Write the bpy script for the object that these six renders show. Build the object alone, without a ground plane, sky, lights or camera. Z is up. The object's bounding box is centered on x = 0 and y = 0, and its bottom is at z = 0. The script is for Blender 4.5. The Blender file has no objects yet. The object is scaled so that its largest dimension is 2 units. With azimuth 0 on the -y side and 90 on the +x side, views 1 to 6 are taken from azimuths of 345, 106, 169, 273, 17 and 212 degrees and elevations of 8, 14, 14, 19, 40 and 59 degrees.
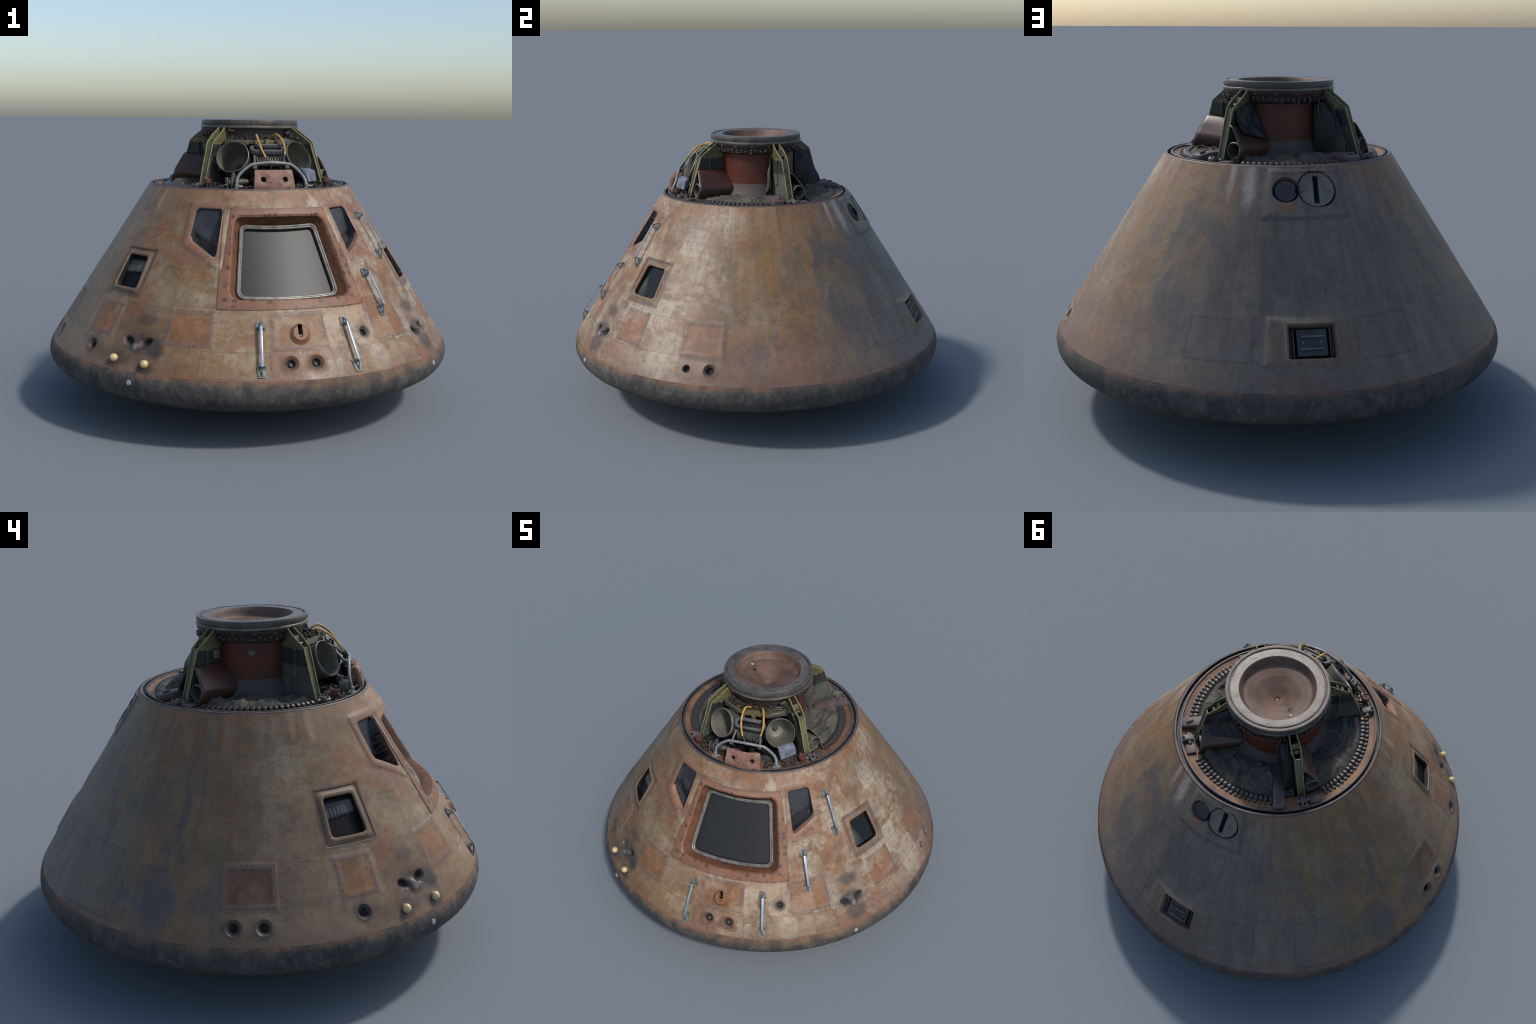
# A weathered conical space capsule standing on its heat shield.
# Frame: metres, z up; azimuth 0 looks along -y, 90 along +x.
import bpy, bmesh, math, random
from math import sin, cos, pi, radians as rad, hypot, atan2
from mathutils import Vector, Matrix, noise
from mathutils.geometry import delaunay_2d_cdt

random.seed(11)
TAU = 2 * pi
# ------------------------------------------------------------------ body of revolution
R_MAX, R_CORNER, R_SPHERE = 0.9992, 0.0836, 2.35     # widest radius, shoulder radius, base dish radius
ALPHA = rad(32.72)                                   # half angle of the cone
CA, SA, TA = cos(ALPHA), sin(ALPHA), math.tan(ALPHA)
Z_SHOULDER = R_SPHERE - math.sqrt((R_SPHERE - R_CORNER) ** 2 - (R_MAX - R_CORNER) ** 2)
Z_TAN = Z_SHOULDER + R_CORNER * SA                   # where cone and shoulder meet
R_TAN = R_MAX - R_CORNER + R_CORNER * CA
R0 = R_TAN + TA * Z_TAN                              # cone: r = R0 - TA * z
Z_SEAM, Z_RIM = 0.331, 1.081
K = 1 / CA                                           # slant length per unit height


def cone_r(z):
    return R0 - TA * z


def pol(az, r, z):
    a = rad(az)
    return Vector((r * sin(a), -r * cos(a), z))


def frame(az):
    a = rad(az)
    return Vector((sin(a), -cos(a), 0)), Vector((cos(a), sin(a), 0)), Vector((0, 0, 1))


def cone_frame(az):
    er, et, ez = frame(az)
    n = er * CA + ez * SA
    up = (ez - er * TA).normalized()
    return n, et, up


def fatness(az, z):
    """the right rear flank stands a little proud of a true cone"""
    w = ((az - 145 + 180) % 360 - 180) / 66.0
    k = min(1.0, max(0.25, (z - 0.2) / 0.35))
    return 0.0085 * k * math.exp(-w * w)


def on_cone(az, z, d=0.0):
    er, et, ez = frame(az)
    d += fatness(az, z)
    return er * (cone_r(z) + d * CA) + ez * (z + d * SA)


# ------------------------------------------------------------------ node helpers
ALBEDO = 0.62        # palette below is given as seen in sun; this brings it back to surface colour


def lin(c, k=None):
    k = ALBEDO if k is None else k

    def g(v):
        v /= 255.0
        return v / 12.92 if v <= 0.04045 else ((v + 0.055) / 1.055) ** 2.4
    return (g(c[0]) * k, g(c[1]) * k, g(c[2]) * k, 1.0)


class Mat:
    def __init__(self, name, rough=0.7, metal=0.0, spec=0.4):
        self.m = bpy.data.materials.new(name)
        self.m.use_nodes = True
        self.t = self.m.node_tree
        self.b = self.t.nodes["Principled BSDF"]
        self.b.inputs["Roughness"].default_value = rough
        self.b.inputs["Metallic"].default_value = metal
        self.b.inputs["Specular IOR Level"].default_value = spec
        self._pos = None

    def node(self, kind, **props):
        n = self.t.nodes.new("ShaderNode" + kind)
        for k, v in props.items():
            setattr(n, k, v)
        return n

    def put(self, sock, v):
        if hasattr(v, "is_output"):
            self.t.links.new(v, sock)
        elif isinstance(v, (tuple, list)) and len(v) == 3 and sock.type == "RGBA":
            sock.default_value = lin(v)
        else:
            sock.default_value = v

    def math(self, op, a, b=None, c=None, clamp=False):
        n = self.node("Math", operation=op, use_clamp=clamp)
        for i, v in enumerate((a, b, c)):
            if v is not None:
                self.put(n.inputs[i], v)
        return n.outputs[0]

    def mul(self, *a):
        r = a[0]
        for b in a[1:]:
            r = self.math("MULTIPLY", r, b)
        return r

    def add(self, a, b):
        return self.math("ADD", a, b)

    def inv(self, a):
        return self.math("SUBTRACT", 1.0, a)

    def step(self, x, lo, hi):
        n = self.node("MapRange", interpolation_type="SMOOTHSTEP")
        self.put(n.inputs["Value"], x)
        a, b = (0.0, 1.0) if lo < hi else (1.0, 0.0)
        n.inputs["From Min"].default_value, n.inputs["From Max"].default_value = min(lo, hi), max(lo, hi)
        n.inputs["To Min"].default_value, n.inputs["To Max"].default_value = a, b
        return n.outputs["Result"]

    def band(self, x, c, w, soft):
        d = self.math("ABSOLUTE", self.math("SUBTRACT", x, c))
        return self.step(d, w + soft, w)

    def mix(self, f, a, b, mode="MIX"):
        n = self.node("Mix", data_type="RGBA", blend_type=mode)
        n.clamp_factor = True
        self.put(n.inputs["Factor"], f)
        self.put([s for s in n.inputs if s.name == "A" and s.type == "RGBA"][0], a)
        self.put([s for s in n.inputs if s.name == "B" and s.type == "RGBA"][0], b)
        return [s for s in n.outputs if s.type == "RGBA"][0]

    def pos(self):
        if self._pos is None:
            tc = self.node("TexCoord")
            sp = self.node("SeparateXYZ")
            self.t.links.new(tc.outputs["Object"], sp.inputs[0])
            self._pos = (tc.outputs["Object"], *sp.outputs)
        return self._pos

    def vec(self, x, y, z):
        n = self.node("CombineXYZ")
        for i, v in enumerate((x, y, z)):
            self.put(n.inputs[i], v)
        return n.outputs[0]

    def scaled(self, v, s):
        n = self.node("Mapping")
        self.t.links.new(v, n.inputs["Vector"])
        n.inputs["Scale"].default_value = s if isinstance(s, (tuple, list)) else (s, s, s)
        return n.outputs[0]

    def noise(self, v, scale, detail=4.0, rough=0.55, dist=0.0):
        n = self.node("TexNoise")
        self.put(n.inputs["Vector"], v)
        n.inputs["Scale"].default_value, n.inputs["Detail"].default_value = scale, detail
        n.inputs["Roughness"].default_value, n.inputs["Distortion"].default_value = rough, dist
        return n.outputs["Fac"]

    def voronoi(self, v, scale, feature="F1", rnd=1.0, out="Distance"):
        n = self.node("TexVoronoi", feature=feature)
        self.put(n.inputs["Vector"], v)
        n.inputs["Scale"].default_value = scale
        n.inputs["Randomness"].default_value = rnd
        return n.outputs[out]

    def bump(self, h, strength=0.3, dist=0.004):
        n = self.node("Bump")
        n.inputs["Strength"].default_value, n.inputs["Distance"].default_value = strength, dist
        self.put(n.inputs["Height"], h)
        self.t.links.new(n.outputs[0], self.b.inputs["Normal"])

    def color(self, c):
        self.put(self.b.inputs["Base Color"], c)
        return self.m


class Group(Mat):
    """a reusable node group with float sockets"""

    def __init__(self, name, ins):
        self.t = bpy.data.node_groups.new(name, "ShaderNodeTree")
        for i in ins:
            self.t.interface.new_socket(i, in_out="INPUT", socket_type="NodeSocketFloat")
        self.t.interface.new_socket("value", in_out="OUTPUT", socket_type="NodeSocketFloat")
        self.i = dict(zip(ins, self.t.nodes.new("NodeGroupInput").outputs))
        self._pos = None

    def finish(self, v):
        o = self.t.nodes.new("NodeGroupOutput")
        self.t.links.new(v, o.inputs[0])
        return self.t


def rect_group():
    g = Group("rectangle_distance", ["az", "z", "r", "azc", "zc", "ha", "hz"])
    i = g.i
    da = g.math("ABSOLUTE", g.math("WRAP", g.math("SUBTRACT", i["az"], i["azc"]), 180.0, -180.0))
    a = g.mul(g.math("SUBTRACT", da, i["ha"]), i["r"], pi / 180)
    b = g.mul(g.math("SUBTRACT", g.math("ABSOLUTE", g.math("SUBTRACT", i["z"], i["zc"])), i["hz"]), K)
    return g.finish(g.math("MAXIMUM", a, b))


def spot_group():
    g = Group("soft_spot", ["az", "z", "r", "n", "azc", "zc", "ra", "rz", "amount", "lo", "hi"])
    i = g.i
    da = g.math("DIVIDE", g.mul(g.math("WRAP", g.math("SUBTRACT", i["az"], i["azc"]), 180.0, -180.0), i["r"], pi / 180), i["ra"])
    dz = g.math("DIVIDE", g.mul(g.math("SUBTRACT", i["z"], i["zc"]), K), i["rz"])
    d = g.math("SQRT", g.add(g.mul(da, da), g.mul(dz, dz)))
    d = g.add(d, g.mul(g.math("SUBTRACT", i["n"], 0.5), i["amount"]))
    t = g.math("DIVIDE", g.math("SUBTRACT", i["hi"], d), g.math("SUBTRACT", i["hi"], i["lo"]), clamp=True)
    return g.finish(g.mul(t, t, g.math("SUBTRACT", 3.0, g.mul(t, 2.0))))


RECT_G, SPOT_G = rect_group(), spot_group()


def use_group(m, tree, vals):
    n = m.t.nodes.new("ShaderNodeGroup")
    n.node_tree = tree
    for s_, v in zip(n.inputs, vals):
        m.put(s_, v)
    return n.outputs[0]


def simple(name, c1, c2=None, scale=25.0, rough=0.6, metal=0.0, spec=0.4, bump=0.15, wear=None):
    m = Mat(name, rough, metal, spec)
    p = m.pos()[0]
    n = m.noise(p, scale, 5.0, 0.6)
    col = m.mix(m.step(n, 0.35, 0.68), c1, c2 or tuple(int(v * 0.75) for v in c1))
    if wear:
        col = m.mix(m.step(m.noise(p, scale * 2.3, 4.0, 0.7), 0.56, 0.66), col, wear)
    if bump:
        m.bump(n, bump, 0.003)
    return m.color(col)


# ------------------------------------------------------------------ mesh helpers
ROOT = bpy.data.objects.new("space_capsule", None)
bpy.context.scene.collection.objects.link(ROOT)
ROOT["label"] = "scorched conical space capsule with docking tunnel on top"
ROOT["category"] = "space capsule"


def obj_from(name, me, parent=ROOT, mw=None):
    o = bpy.data.objects.new(name, me)
    bpy.context.scene.collection.objects.link(o)
    o.parent = parent
    if mw is not None:
        o.matrix_local = mw
    return o


def mesh(name, verts, faces, mats, idx=None, angle=35, smooth=True, bevel=0.0, segs=2, fix=True):
    me = bpy.data.meshes.new(name)
    me.from_pydata([tuple(v) for v in verts], [], faces)
    for m in (mats if isinstance(mats, (list, tuple)) else [mats]):
        me.materials.append(m)
    if idx is not None:
        me.polygons.foreach_set("material_index", idx)
    if bevel or fix:
        bm = bmesh.new()
        bm.from_mesh(me)
        if fix:
            bmesh.ops.remove_doubles(bm, verts=bm.verts, dist=1e-6)
            bmesh.ops.recalc_face_normals(bm, faces=bm.faces)
        if bevel:
            es = [e for e in bm.edges if len(e.link_faces) == 2 and e.calc_face_angle(0) > rad(30)]
            bmesh.ops.bevel(bm, geom=es, offset=bevel, segments=segs, affect="EDGES", profile=0.5, clamp_overlap=True)
        bm.to_mesh(me)
        bm.free()
    if smooth:
        me.shade_smooth()
        me.set_sharp_from_angle(angle=rad(angle))
    return me


class Geo:
    """collects several pieces into one mesh, with a material index per piece"""

    def __init__(self):
        self.v, self.f, self.i = [], [], []

    def add(self, vf, mi=0):
        v, f = vf
        o = len(self.v)
        self.v += [Vector(x) for x in v]
        self.f += [tuple(k + o for k in q) for q in f]
        self.i += [mi] * len(f)
        return self

    def mesh(self, name, mats, **k):
        k.setdefault("fix", False)
        return mesh(name, self.v, self.f, mats, self.i, **k)

    def obj(self, name, mats, parent=ROOT, mw=None, **k):
        return obj_from(name, self.mesh(name, mats, **k), parent, mw)


def lathe(profile, n=128, a0=None, a1=None, wobble=None):
    closed = a0 is None
    cols = n if closed else n + 1
    v, f = [], []
    for i in range(cols):
        a = 360.0 * i / n if closed else a0 + (a1 - a0) * i / n
        for r, z in profile:
            q = pol(a, r, z)
            v.append(q + wobble(q) if wobble else q)
    m = len(profile)
    for i in range(n):
        j = (i + 1) % cols
        for k in range(m - 1):
            f.append((i * m + k, j * m + k, j * m + k + 1, i * m + k + 1))
    return v, f


def tube(path, r, n=10, caps=True, closed=False, sub=0):
    p = [Vector(q) for q in path]
    if sub:
        q = []
        L = len(p)
        for i in range(L if closed else L - 1):
            p0, p1 = p[(i - 1) % L] if (closed or i) else p[0], p[i]
            p2 = p[(i + 1) % L]
            p3 = p[(i + 2) % L] if (closed or i + 2 < L) else p2
            for s in range(sub):
                t = s / sub
                q.append(0.5 * ((2 * p1) + (p2 - p0) * t + (2 * p0 - 5 * p1 + 4 * p2 - p3) * t * t + (3 * p1 - p0 - 3 * p2 + p3) * t ** 3))
        if not closed:
            q.append(p[-1])
        p = q
    L = len(p)
    v, f = [], []
    ref = None
    for i in range(L):
        a = p[(i - 1) % L] if (closed or i) else p[0]
        b = p[(i + 1) % L] if (closed or i < L - 1) else p[-1]
        d = (b - a).normalized()
        if ref is None:
            ref = d.cross(Vector((0, 0, 1)))
            if ref.length < 1e-3:
                ref = d.cross(Vector((1, 0, 0)))
        ref = (ref - d * ref.dot(d)).normalized()
        bi = d.cross(ref)
        rr = r(i / (L - 1)) if callable(r) else r
        for k in range(n):
            t = TAU * k / n
            v.append(p[i] + ref * (rr * cos(t)) + bi * (rr * sin(t)))
    for i in range(L if closed else L - 1):
        j = (i + 1) % L
        for k in range(n):
            f.append((i * n + k, i * n + (k + 1) % n, j * n + (k + 1) % n, j * n + k))
    if caps and not closed:
        f.append(tuple(reversed(range(n))))
        f.append(tuple((L - 1) * n + k for k in range(n)))
    return v, f


def cyl(a, b, r, n=14):
    return tube([a, b], r, n)


def box(c, sx, sy, sz, ax=(1, 0, 0), ay=(0, 1, 0), az=(0, 0, 1)):
    c, ax, ay, az = Vector(c), Vector(ax), Vector(ay), Vector(az)
    v = [c + ax * (sx * i) + ay * (sy * j) + az * (sz * k) for i in (-.5, .5) for j in (-.5, .5) for k in (-.5, .5)]
    return v, [(0, 1, 3, 2), (4, 6, 7, 5), (0, 4, 5, 1), (2, 3, 7, 6), (0, 2, 6, 4), (1, 5, 7, 3)]


def prism(poly, n0, n1, fn):
    """poly of (u, v) swept from n0 to n1; fn(u, v, n) -> point"""
    m = len(poly)
    v = [fn(u, w, n0) for u, w in poly] + [fn(u, w, n1) for u, w in poly]
    f = [tuple(range(m - 1, -1, -1)), tuple(range(m, 2 * m))]
    f += [(i, (i + 1) % m, m + (i + 1) % m, m + i) for i in range(m)]
    return v, f


def sphere(c, r, n=16, stretch=(1, 1, 1)):
    v, f = [], []
    m = n // 2
    for i in range(m + 1):
        for k in range(n):
            t, s = pi * i / m, TAU * k / n
            v.append(Vector(c) + Vector((r * sin(t) * cos(s) * stretch[0], r * sin(t) * sin(s) * stretch[1], r * cos(t) * stretch[2])))
    for i in range(m):
        for k in range(n):
            f.append((i * n + k, (i + 1) * n + k, (i + 1) * n + (k + 1) % n, i * n + (k + 1) % n))
    return v, f


def disc_cup(c, axis, prof, n=32):
    """surface of revolution about any axis; prof = [(radius, height along axis)]"""
    ax = Vector(axis).normalized()
    e1 = ax.cross(Vector((0, 0, 1)))
    e1 = e1.normalized() if e1.length > 1e-3 else Vector((1, 0, 0))
    e2 = ax.cross(e1)
    v, f = [], []
    m = len(prof)
    for i in range(n):
        t = TAU * i / n
        for r, h in prof:
            v.append(Vector(c) + e1 * (r * cos(t)) + e2 * (r * sin(t)) + ax * h)
    for i in range(n):
        j = (i + 1) % n
        for k in range(m - 1):
            f.append((i * m + k, j * m + k, j * m + k + 1, i * m + k + 1))
    return v, f


# ------------------------------------------------------------------ layout of the conical hull
# rectangles: centre azimuth, centre z, half azimuth, half z
PANELS = [
    (0.0, 0.515, 8.1, 0.073, 0), (-31.3, 0.518, 7.0, 0.072, 0), (-62.2, 0.518, 5.5, 0.071, 0), (-90.2, 0.518, 7.0, 0.073, 1),
    (31.3, 0.520, 7.1, 0.080, 0), (62.2, 0.514, 6.0, 0.074, 0), (89.8, 0.512, 7.1, 0.075, 0),
    (-163.9, 0.492, 7.9, 0.071, 2), (-135.0, 0.468, 8.2, 0.117, 2), (154.5, 0.494, 8.4, 0.071, 2),
]
BACK_PATCH = (177.2, 0.492, 11.2, 0.074)
DISC_PATCH = (179.5, 0.985, 15.5, 0.084)
HATCH = [(-26.2, 1.003), (26.2, 1.003), (24.2, 0.596), (-24.2, 0.596)]
SIDE_L = [(-66.3, 0.779), (-55.6, 0.779), (-55.0, 0.647), (-66.1, 0.649)]
SIDE_R = [(55.6, 0.778), (66.2, 0.776), (66.1, 0.646), (54.6, 0.648)]
RV_L = [(-40.2, 1.003), (-27.0, 1.003), (-26.8, 0.792), (-39.2, 0.864)]
RV_R = [(27.0, 1.000), (39.6, 1.003), (39.1, 0.861), (27.6, 0.796)]
HATCH_OPEN = [(-21.0, 0.972), (21.0, 0.972), (20.8, 0.635), (-20.8, 0.635)]
HATCH_FRAME = [(-18.9, 0.955), (18.9, 0.955), (18.7, 0.651), (-18.7, 0.651)]
US = 0.75                                           # unrolled width per radian of azimuth


def local_poly(poly, inset=0.0, round_r=0.0, step=0.006, rs=None):
    """convex polygon in (az, z): inset, round its corners, resample; returns (az, z) points"""
    azc = sum(p[0] for p in poly) / len(poly)
    zc = sum(p[1] for p in poly) / len(poly)
    r = cone_r(zc)
    # metric sheet that keeps the taper: x scaled by the radius at each height
    q = [Vector((rad(a - azc) * cone_r(z), (z - zc) * K)) for a, z in poly]
    area = sum(q[i].x * q[(i + 1) % len(q)].y - q[(i + 1) % len(q)].x * q[i].y for i in range(len(q)))
    if area < 0:
        q.reverse()
        if isinstance(round_r, list):
            round_r = round_r[::-1]
        if isinstance(inset, list):                 # inset[i] belongs to edge i -> i+1
            inset = inset[::-1][1:] + inset[::-1][:1]
    n = len(q)
    if inset:
        ins = inset if isinstance(inset, list) else [inset] * n
        lines = []
        for i in range(n):
            d = (q[(i + 1) % n] - q[i]).normalized()
            nn = Vector((-d.y, d.x))
            lines.append((q[i] + nn * ins[i], d))
        out = []
        for i in range(n):
            (p1, d1), (p2, d2) = lines[i - 1], lines[i]
            den = d1.x * d2.y - d1.y * d2.x
            t = ((p2 - p1).x * d2.y - (p2 - p1).y * d2.x) / den
            out.append(p1 + d1 * t)
        q = out
    pts = []
    rr = round_r if isinstance(round_r, list) else [round_r] * n
    for i in range(n):
        a, b, c = q[i - 1], q[i], q[(i + 1) % n]
        u, w = (a - b).normalized(), (c - b).normalized()
        R = rr[i]
        if R <= 1e-4:
            pts.append(b)
            continue
        half = math.acos(max(-1, min(1, u.dot(w)))) / 2
        L = min(R / math.tan(half), 0.45 * (a - b).length, 0.45 * (c - b).length)
        p0, p2 = b + u * L, b + w * L
        k = max(3, int(R / 0.005))
        for s in range(k + 1):
            t = s / k
            pts.append(p0 * (1 - t) ** 2 + b * (2 * t * (1 - t)) + p2 * t * t)
    out = []
    for i in range(len(pts)):
        a, b = pts[i], pts[(i + 1) % len(pts)]
        m = max(1, int((b - a).length / step))
        for s in range(m):
            out.append(a.lerp(b, s / m))
    res = []
    for p in out:
        z = zc + p.y / K
        res.append((azc + math.degrees(p.x / cone_r(z)), z))
    return res


def ellipse(az, z, ra, rz, n=28, tilt=0.0):
    out = []
    for i in range(n):
        t = TAU * i / n
        x, y = ra * cos(t), rz * sin(t)
        x, y = x * cos(tilt) - y * sin(tilt), x * sin(tilt) + y * cos(tilt)
        out.append((az + math.degrees(x / cone_r(z)), z + y / K))
    return out


def rect(p):
    azc, zc, ha, hz = p[:4]
    return [(azc - ha, zc + hz), (azc + ha, zc + hz), (azc + ha, zc - hz), (azc - ha, zc - hz)]


def wrap_az(a):
    while a > 135:
        a -= 360
    while a <= -225:
        a += 360
    return a


def to_domain(poly):
    """shift a loop so that it lies in the azimuth domain (-225, 135)"""
    c = sum(p[0] for p in poly) / len(poly)
    s = wrap_az(c) - c
    return [(a + s, z) for a, z in poly]


LOOPS = []          # dict(poly, depth, inside, tag, wall)


def loop(poly, depth, inside=None, tag=None, wall=False):
    LOOPS.append(dict(poly=to_domain(poly), depth=depth, inside=depth if inside is None else inside, tag=tag, wall=wall))


def hatch_depth(az, z):
    return -0.050 + 0.014 * (az / 19.0) ** 2


# crew hatch panel, proud of the hull, with its window recess
loop(local_poly(HATCH, -0.003, 0.004), 0.0, tag=None, wall=True)
loop(local_poly(HATCH, 0.0, 0.006), 0.004, tag="hatch")
loop(local_poly(HATCH_OPEN, -0.006, 0.050), 0.0045, tag="hatch", wall=True)
loop(local_poly(HATCH_OPEN, 0.002, 0.045), -0.003, tag="hatch_recess", wall=True)
loop(local_poly(HATCH_OPEN, [0.005, 0.006, 0.010, 0.006], 0.042), lambda a, z: hatch_depth(a, z) + 0.012, tag="hatch_recess", wall=True)
loop(local_poly(HATCH_FRAME, [-0.003, -0.003, 0.0, -0.003], 0.034), lambda a, z: hatch_depth(a, z) - 0.014, tag="hatch_recess")
loop(local_poly(HATCH_FRAME, 0.012, 0.032), lambda a, z: hatch_depth(a, z) - 0.013, tag="hatch_recess", wall=True)
loop(local_poly(HATCH_FRAME, 0.014, 0.032), lambda a, z: hatch_depth(a, z) - 0.023, tag="pane")

# rendezvous windows: a scooped dark floor that steps down to a pane looking forward
for poly, s in ((RV_L, -1), (RV_R, 1)):
    ztop = 1.003

    def floor(az, z, s=s):
        u = (abs(az) - 27.0) / 13.0                  # 0 near the hatch, 1 outboard
        ridge = 0.862 + 0.052 * u                    # height of the step
        if z > ridge:
            return -0.008 - (0.026 + 0.034 * (1 - u)) * (1 - (z - ridge) / (1.003 - ridge + 1e-6)) ** 0.8
        t = min(1.0, (ridge - z) / 0.010)
        return -0.034 - 0.034 * (1 - u) - 0.016 * t - 0.03 * (ridge - z)
    top_in, out_i, bot, inn = 0.006, 0.003, 0.018, 0.002
    ins = [top_in, inn, bot, out_i] if s < 0 else [top_in, out_i, bot, inn]
    rr = [0.026, 0.014, 0.012, 0.020] if s < 0 else [0.014, 0.026, 0.020, 0.012]
    loop(local_poly(poly, -0.034, 0.016), 0.0, wall=True)
    loop(local_poly(poly, -0.031, 0.016), 0.002)
    loop(local_poly(poly, -0.003, rr), 0.002, wall=True)
    loop(local_poly(poly, 0.002, rr), -0.001, wall=True, tag="rv_lip")
    half_in = [0.002 + 0.45 * (q - 0.002) for q in ins]
    loop(local_poly(poly, half_in, rr), lambda a, z, fl=floor: 0.38 * fl(a, z), wall=True, tag="rv_recess")
    loop(local_poly(poly, ins, rr), floor, tag="rv_recess")

# side windows with a raised lip
for poly in (SIDE_L, SIDE_R):
    loop(local_poly(poly, -0.036, 0.012), 0.0, wall=True)
    loop(local_poly(poly, -0.033, 0.012), -0.003)
    loop(local_poly(poly, -0.020, 0.016), -0.001, wall=True)
    loop(local_poly(poly, -0.014, 0.017), 0.004)
    loop(local_poly(poly, -0.006, 0.017), 0.004, wall=True)
    loop(local_poly(poly, -0.001, 0.016), -0.001, wall=True, tag="well")
    loop(local_poly(poly, 0.003, 0.015), -0.022, tag="well")

# access panels
for i, p in enumerate(PANELS):
    if p[4] == 2:
        continue
    loop(local_poly(rect(p), -0.0015, 0.003), 0.0, wall=True)
    loop(local_poly(rect(p), 0.0015, 0.003), 0.0010, tag="panel%d" % i)
    loop(local_poly(rect(p), 0.019, 0.003), 0.0010, tag="panel%d" % i, wall=True)
    loop(local_poly(rect(p), 0.022, 0.003), 0.0004, tag="panel%d" % i)
loop(local_poly(rect(BACK_PATCH), -0.002, 0.004), 0.0, wall=True)
loop(local_poly(rect(BACK_PATCH), 0.002, 0.004), 0.003)
loop(local_poly(rect(DISC_PATCH), -0.004, 0.006), 0.0, wall=True)
loop(local_poly(rect(DISC_PATCH), 0.006, 0.006), 0.006)

# thruster ports: funnel, throat, barrel
PORT_PAIRS = [(-3.4, 0.394, .033, .018), (3.4, 0.394, .033, .018), (-93.6, 0.391, .032, .016), (-86.7, 0.392, .032, .016),
              (93.2, 0.391, .031, .017), (86.1, 0.391, .020, .014), (20.6, 0.486, .026, .014), (-62.8, 0.400, .030, .016)]
for az, z, ro, ri in PORT_PAIRS:
    loop(ellipse(az, z, ro, ro), 0.0 if ri < .0141 else 0.003, wall=True)
    loop(ellipse(az, z, ri + .002, ri + .002), -0.009, wall=True, tag="funnel")
    loop(ellipse(az, z, ri, ri), -0.012, wall=True, tag="funnel")
    loop(ellipse(az, z, ri * .86, ri * .86), -0.022, tag="cup")
for az, z, tilt in ((-49.5, .446, -.40), (-43.4, .449, .50), (43.6, .441, -.50), (49.1, .447, .40)):
    loop(ellipse(az, z, .034, .023, 28, tilt), 0.0, wall=True, tag=None)
    loop(ellipse(az, z, .026, .0160, 28, tilt), -0.006, wall=True, tag="funnel")
    loop(ellipse(az, z + .003, .021, .0120, 28, tilt), -0.020, tag="cup")

# towing fitting: a conical boss with a slot
loop(ellipse(0.0, .499, .046, .046, 32), 0.0, wall=True)
loop(ellipse(0.0, .501, .031, .031, 28), 0.017, inside=0.017, wall=True)
loop(local_poly([(-.62, .535), (.62, .535), (.62, .487), (-.62, .487)], 0, .005, .004), 0.016, wall=True)
loop(local_poly([(-.55, .534), (.55, .534), (.55, .489), (-.55, .489)], 0, .005, .004), -0.012, tag="well")

# discs at the back (flush covers standing in a dark gap)
loop(ellipse(-175.6, 1.0, .0790, .0790, 44), 0.004, wall=True)
loop(ellipse(-175.6, 1.0, .0755, .0755, 44), -0.022, tag="well")
loop(ellipse(171.8, .998, .0535, .0535, 36), 0.004, wall=True)
loop(ellipse(171.8, .998, .0500, .0500, 36), -0.024, tag="well")
# umbilical socket at the back
SOCKET = [(171.3, .542), (182.9, .541), (182.7, .437), (171.6, .438)]
loop(local_poly(SOCKET, -0.016, .008), 0.003, wall=True)
loop(local_poly(SOCKET, -0.010, .008), 0.007)
loop(local_poly(SOCKET, -0.003, .006), 0.006, wall=True)
loop(local_poly(SOCKET, 0.0, .006), -0.002, wall=True)
loop(local_poly(SOCKET, 0.004, .004), -0.034, tag="well")


def dimple(az, z):
    """soft hollows and swellings of the skin"""
    d = 0.0
    for a, zc, r, h in ((-62.8, .395, .07, -.004), (-46.4, .430, .036, .020), (46.3, .430, .036, .020), (-46.4, .445, .08, -.006), (46.3, .445, .08, -.006),
                        (-3.4, .394, .05, .002), (3.4, .394, .05, .002), (-41.0, .40, .05, -.004), (0, .985, .16, .004), (0, .60, .16, .003)):
        x = rad((az - a + 180) % 360 - 180) * cone_r(z)
        q = (x * x + ((z - zc) * K) ** 2) / (r * r)
        if q < 1:
            d += h * (1 - q) ** 2
    return d


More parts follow.
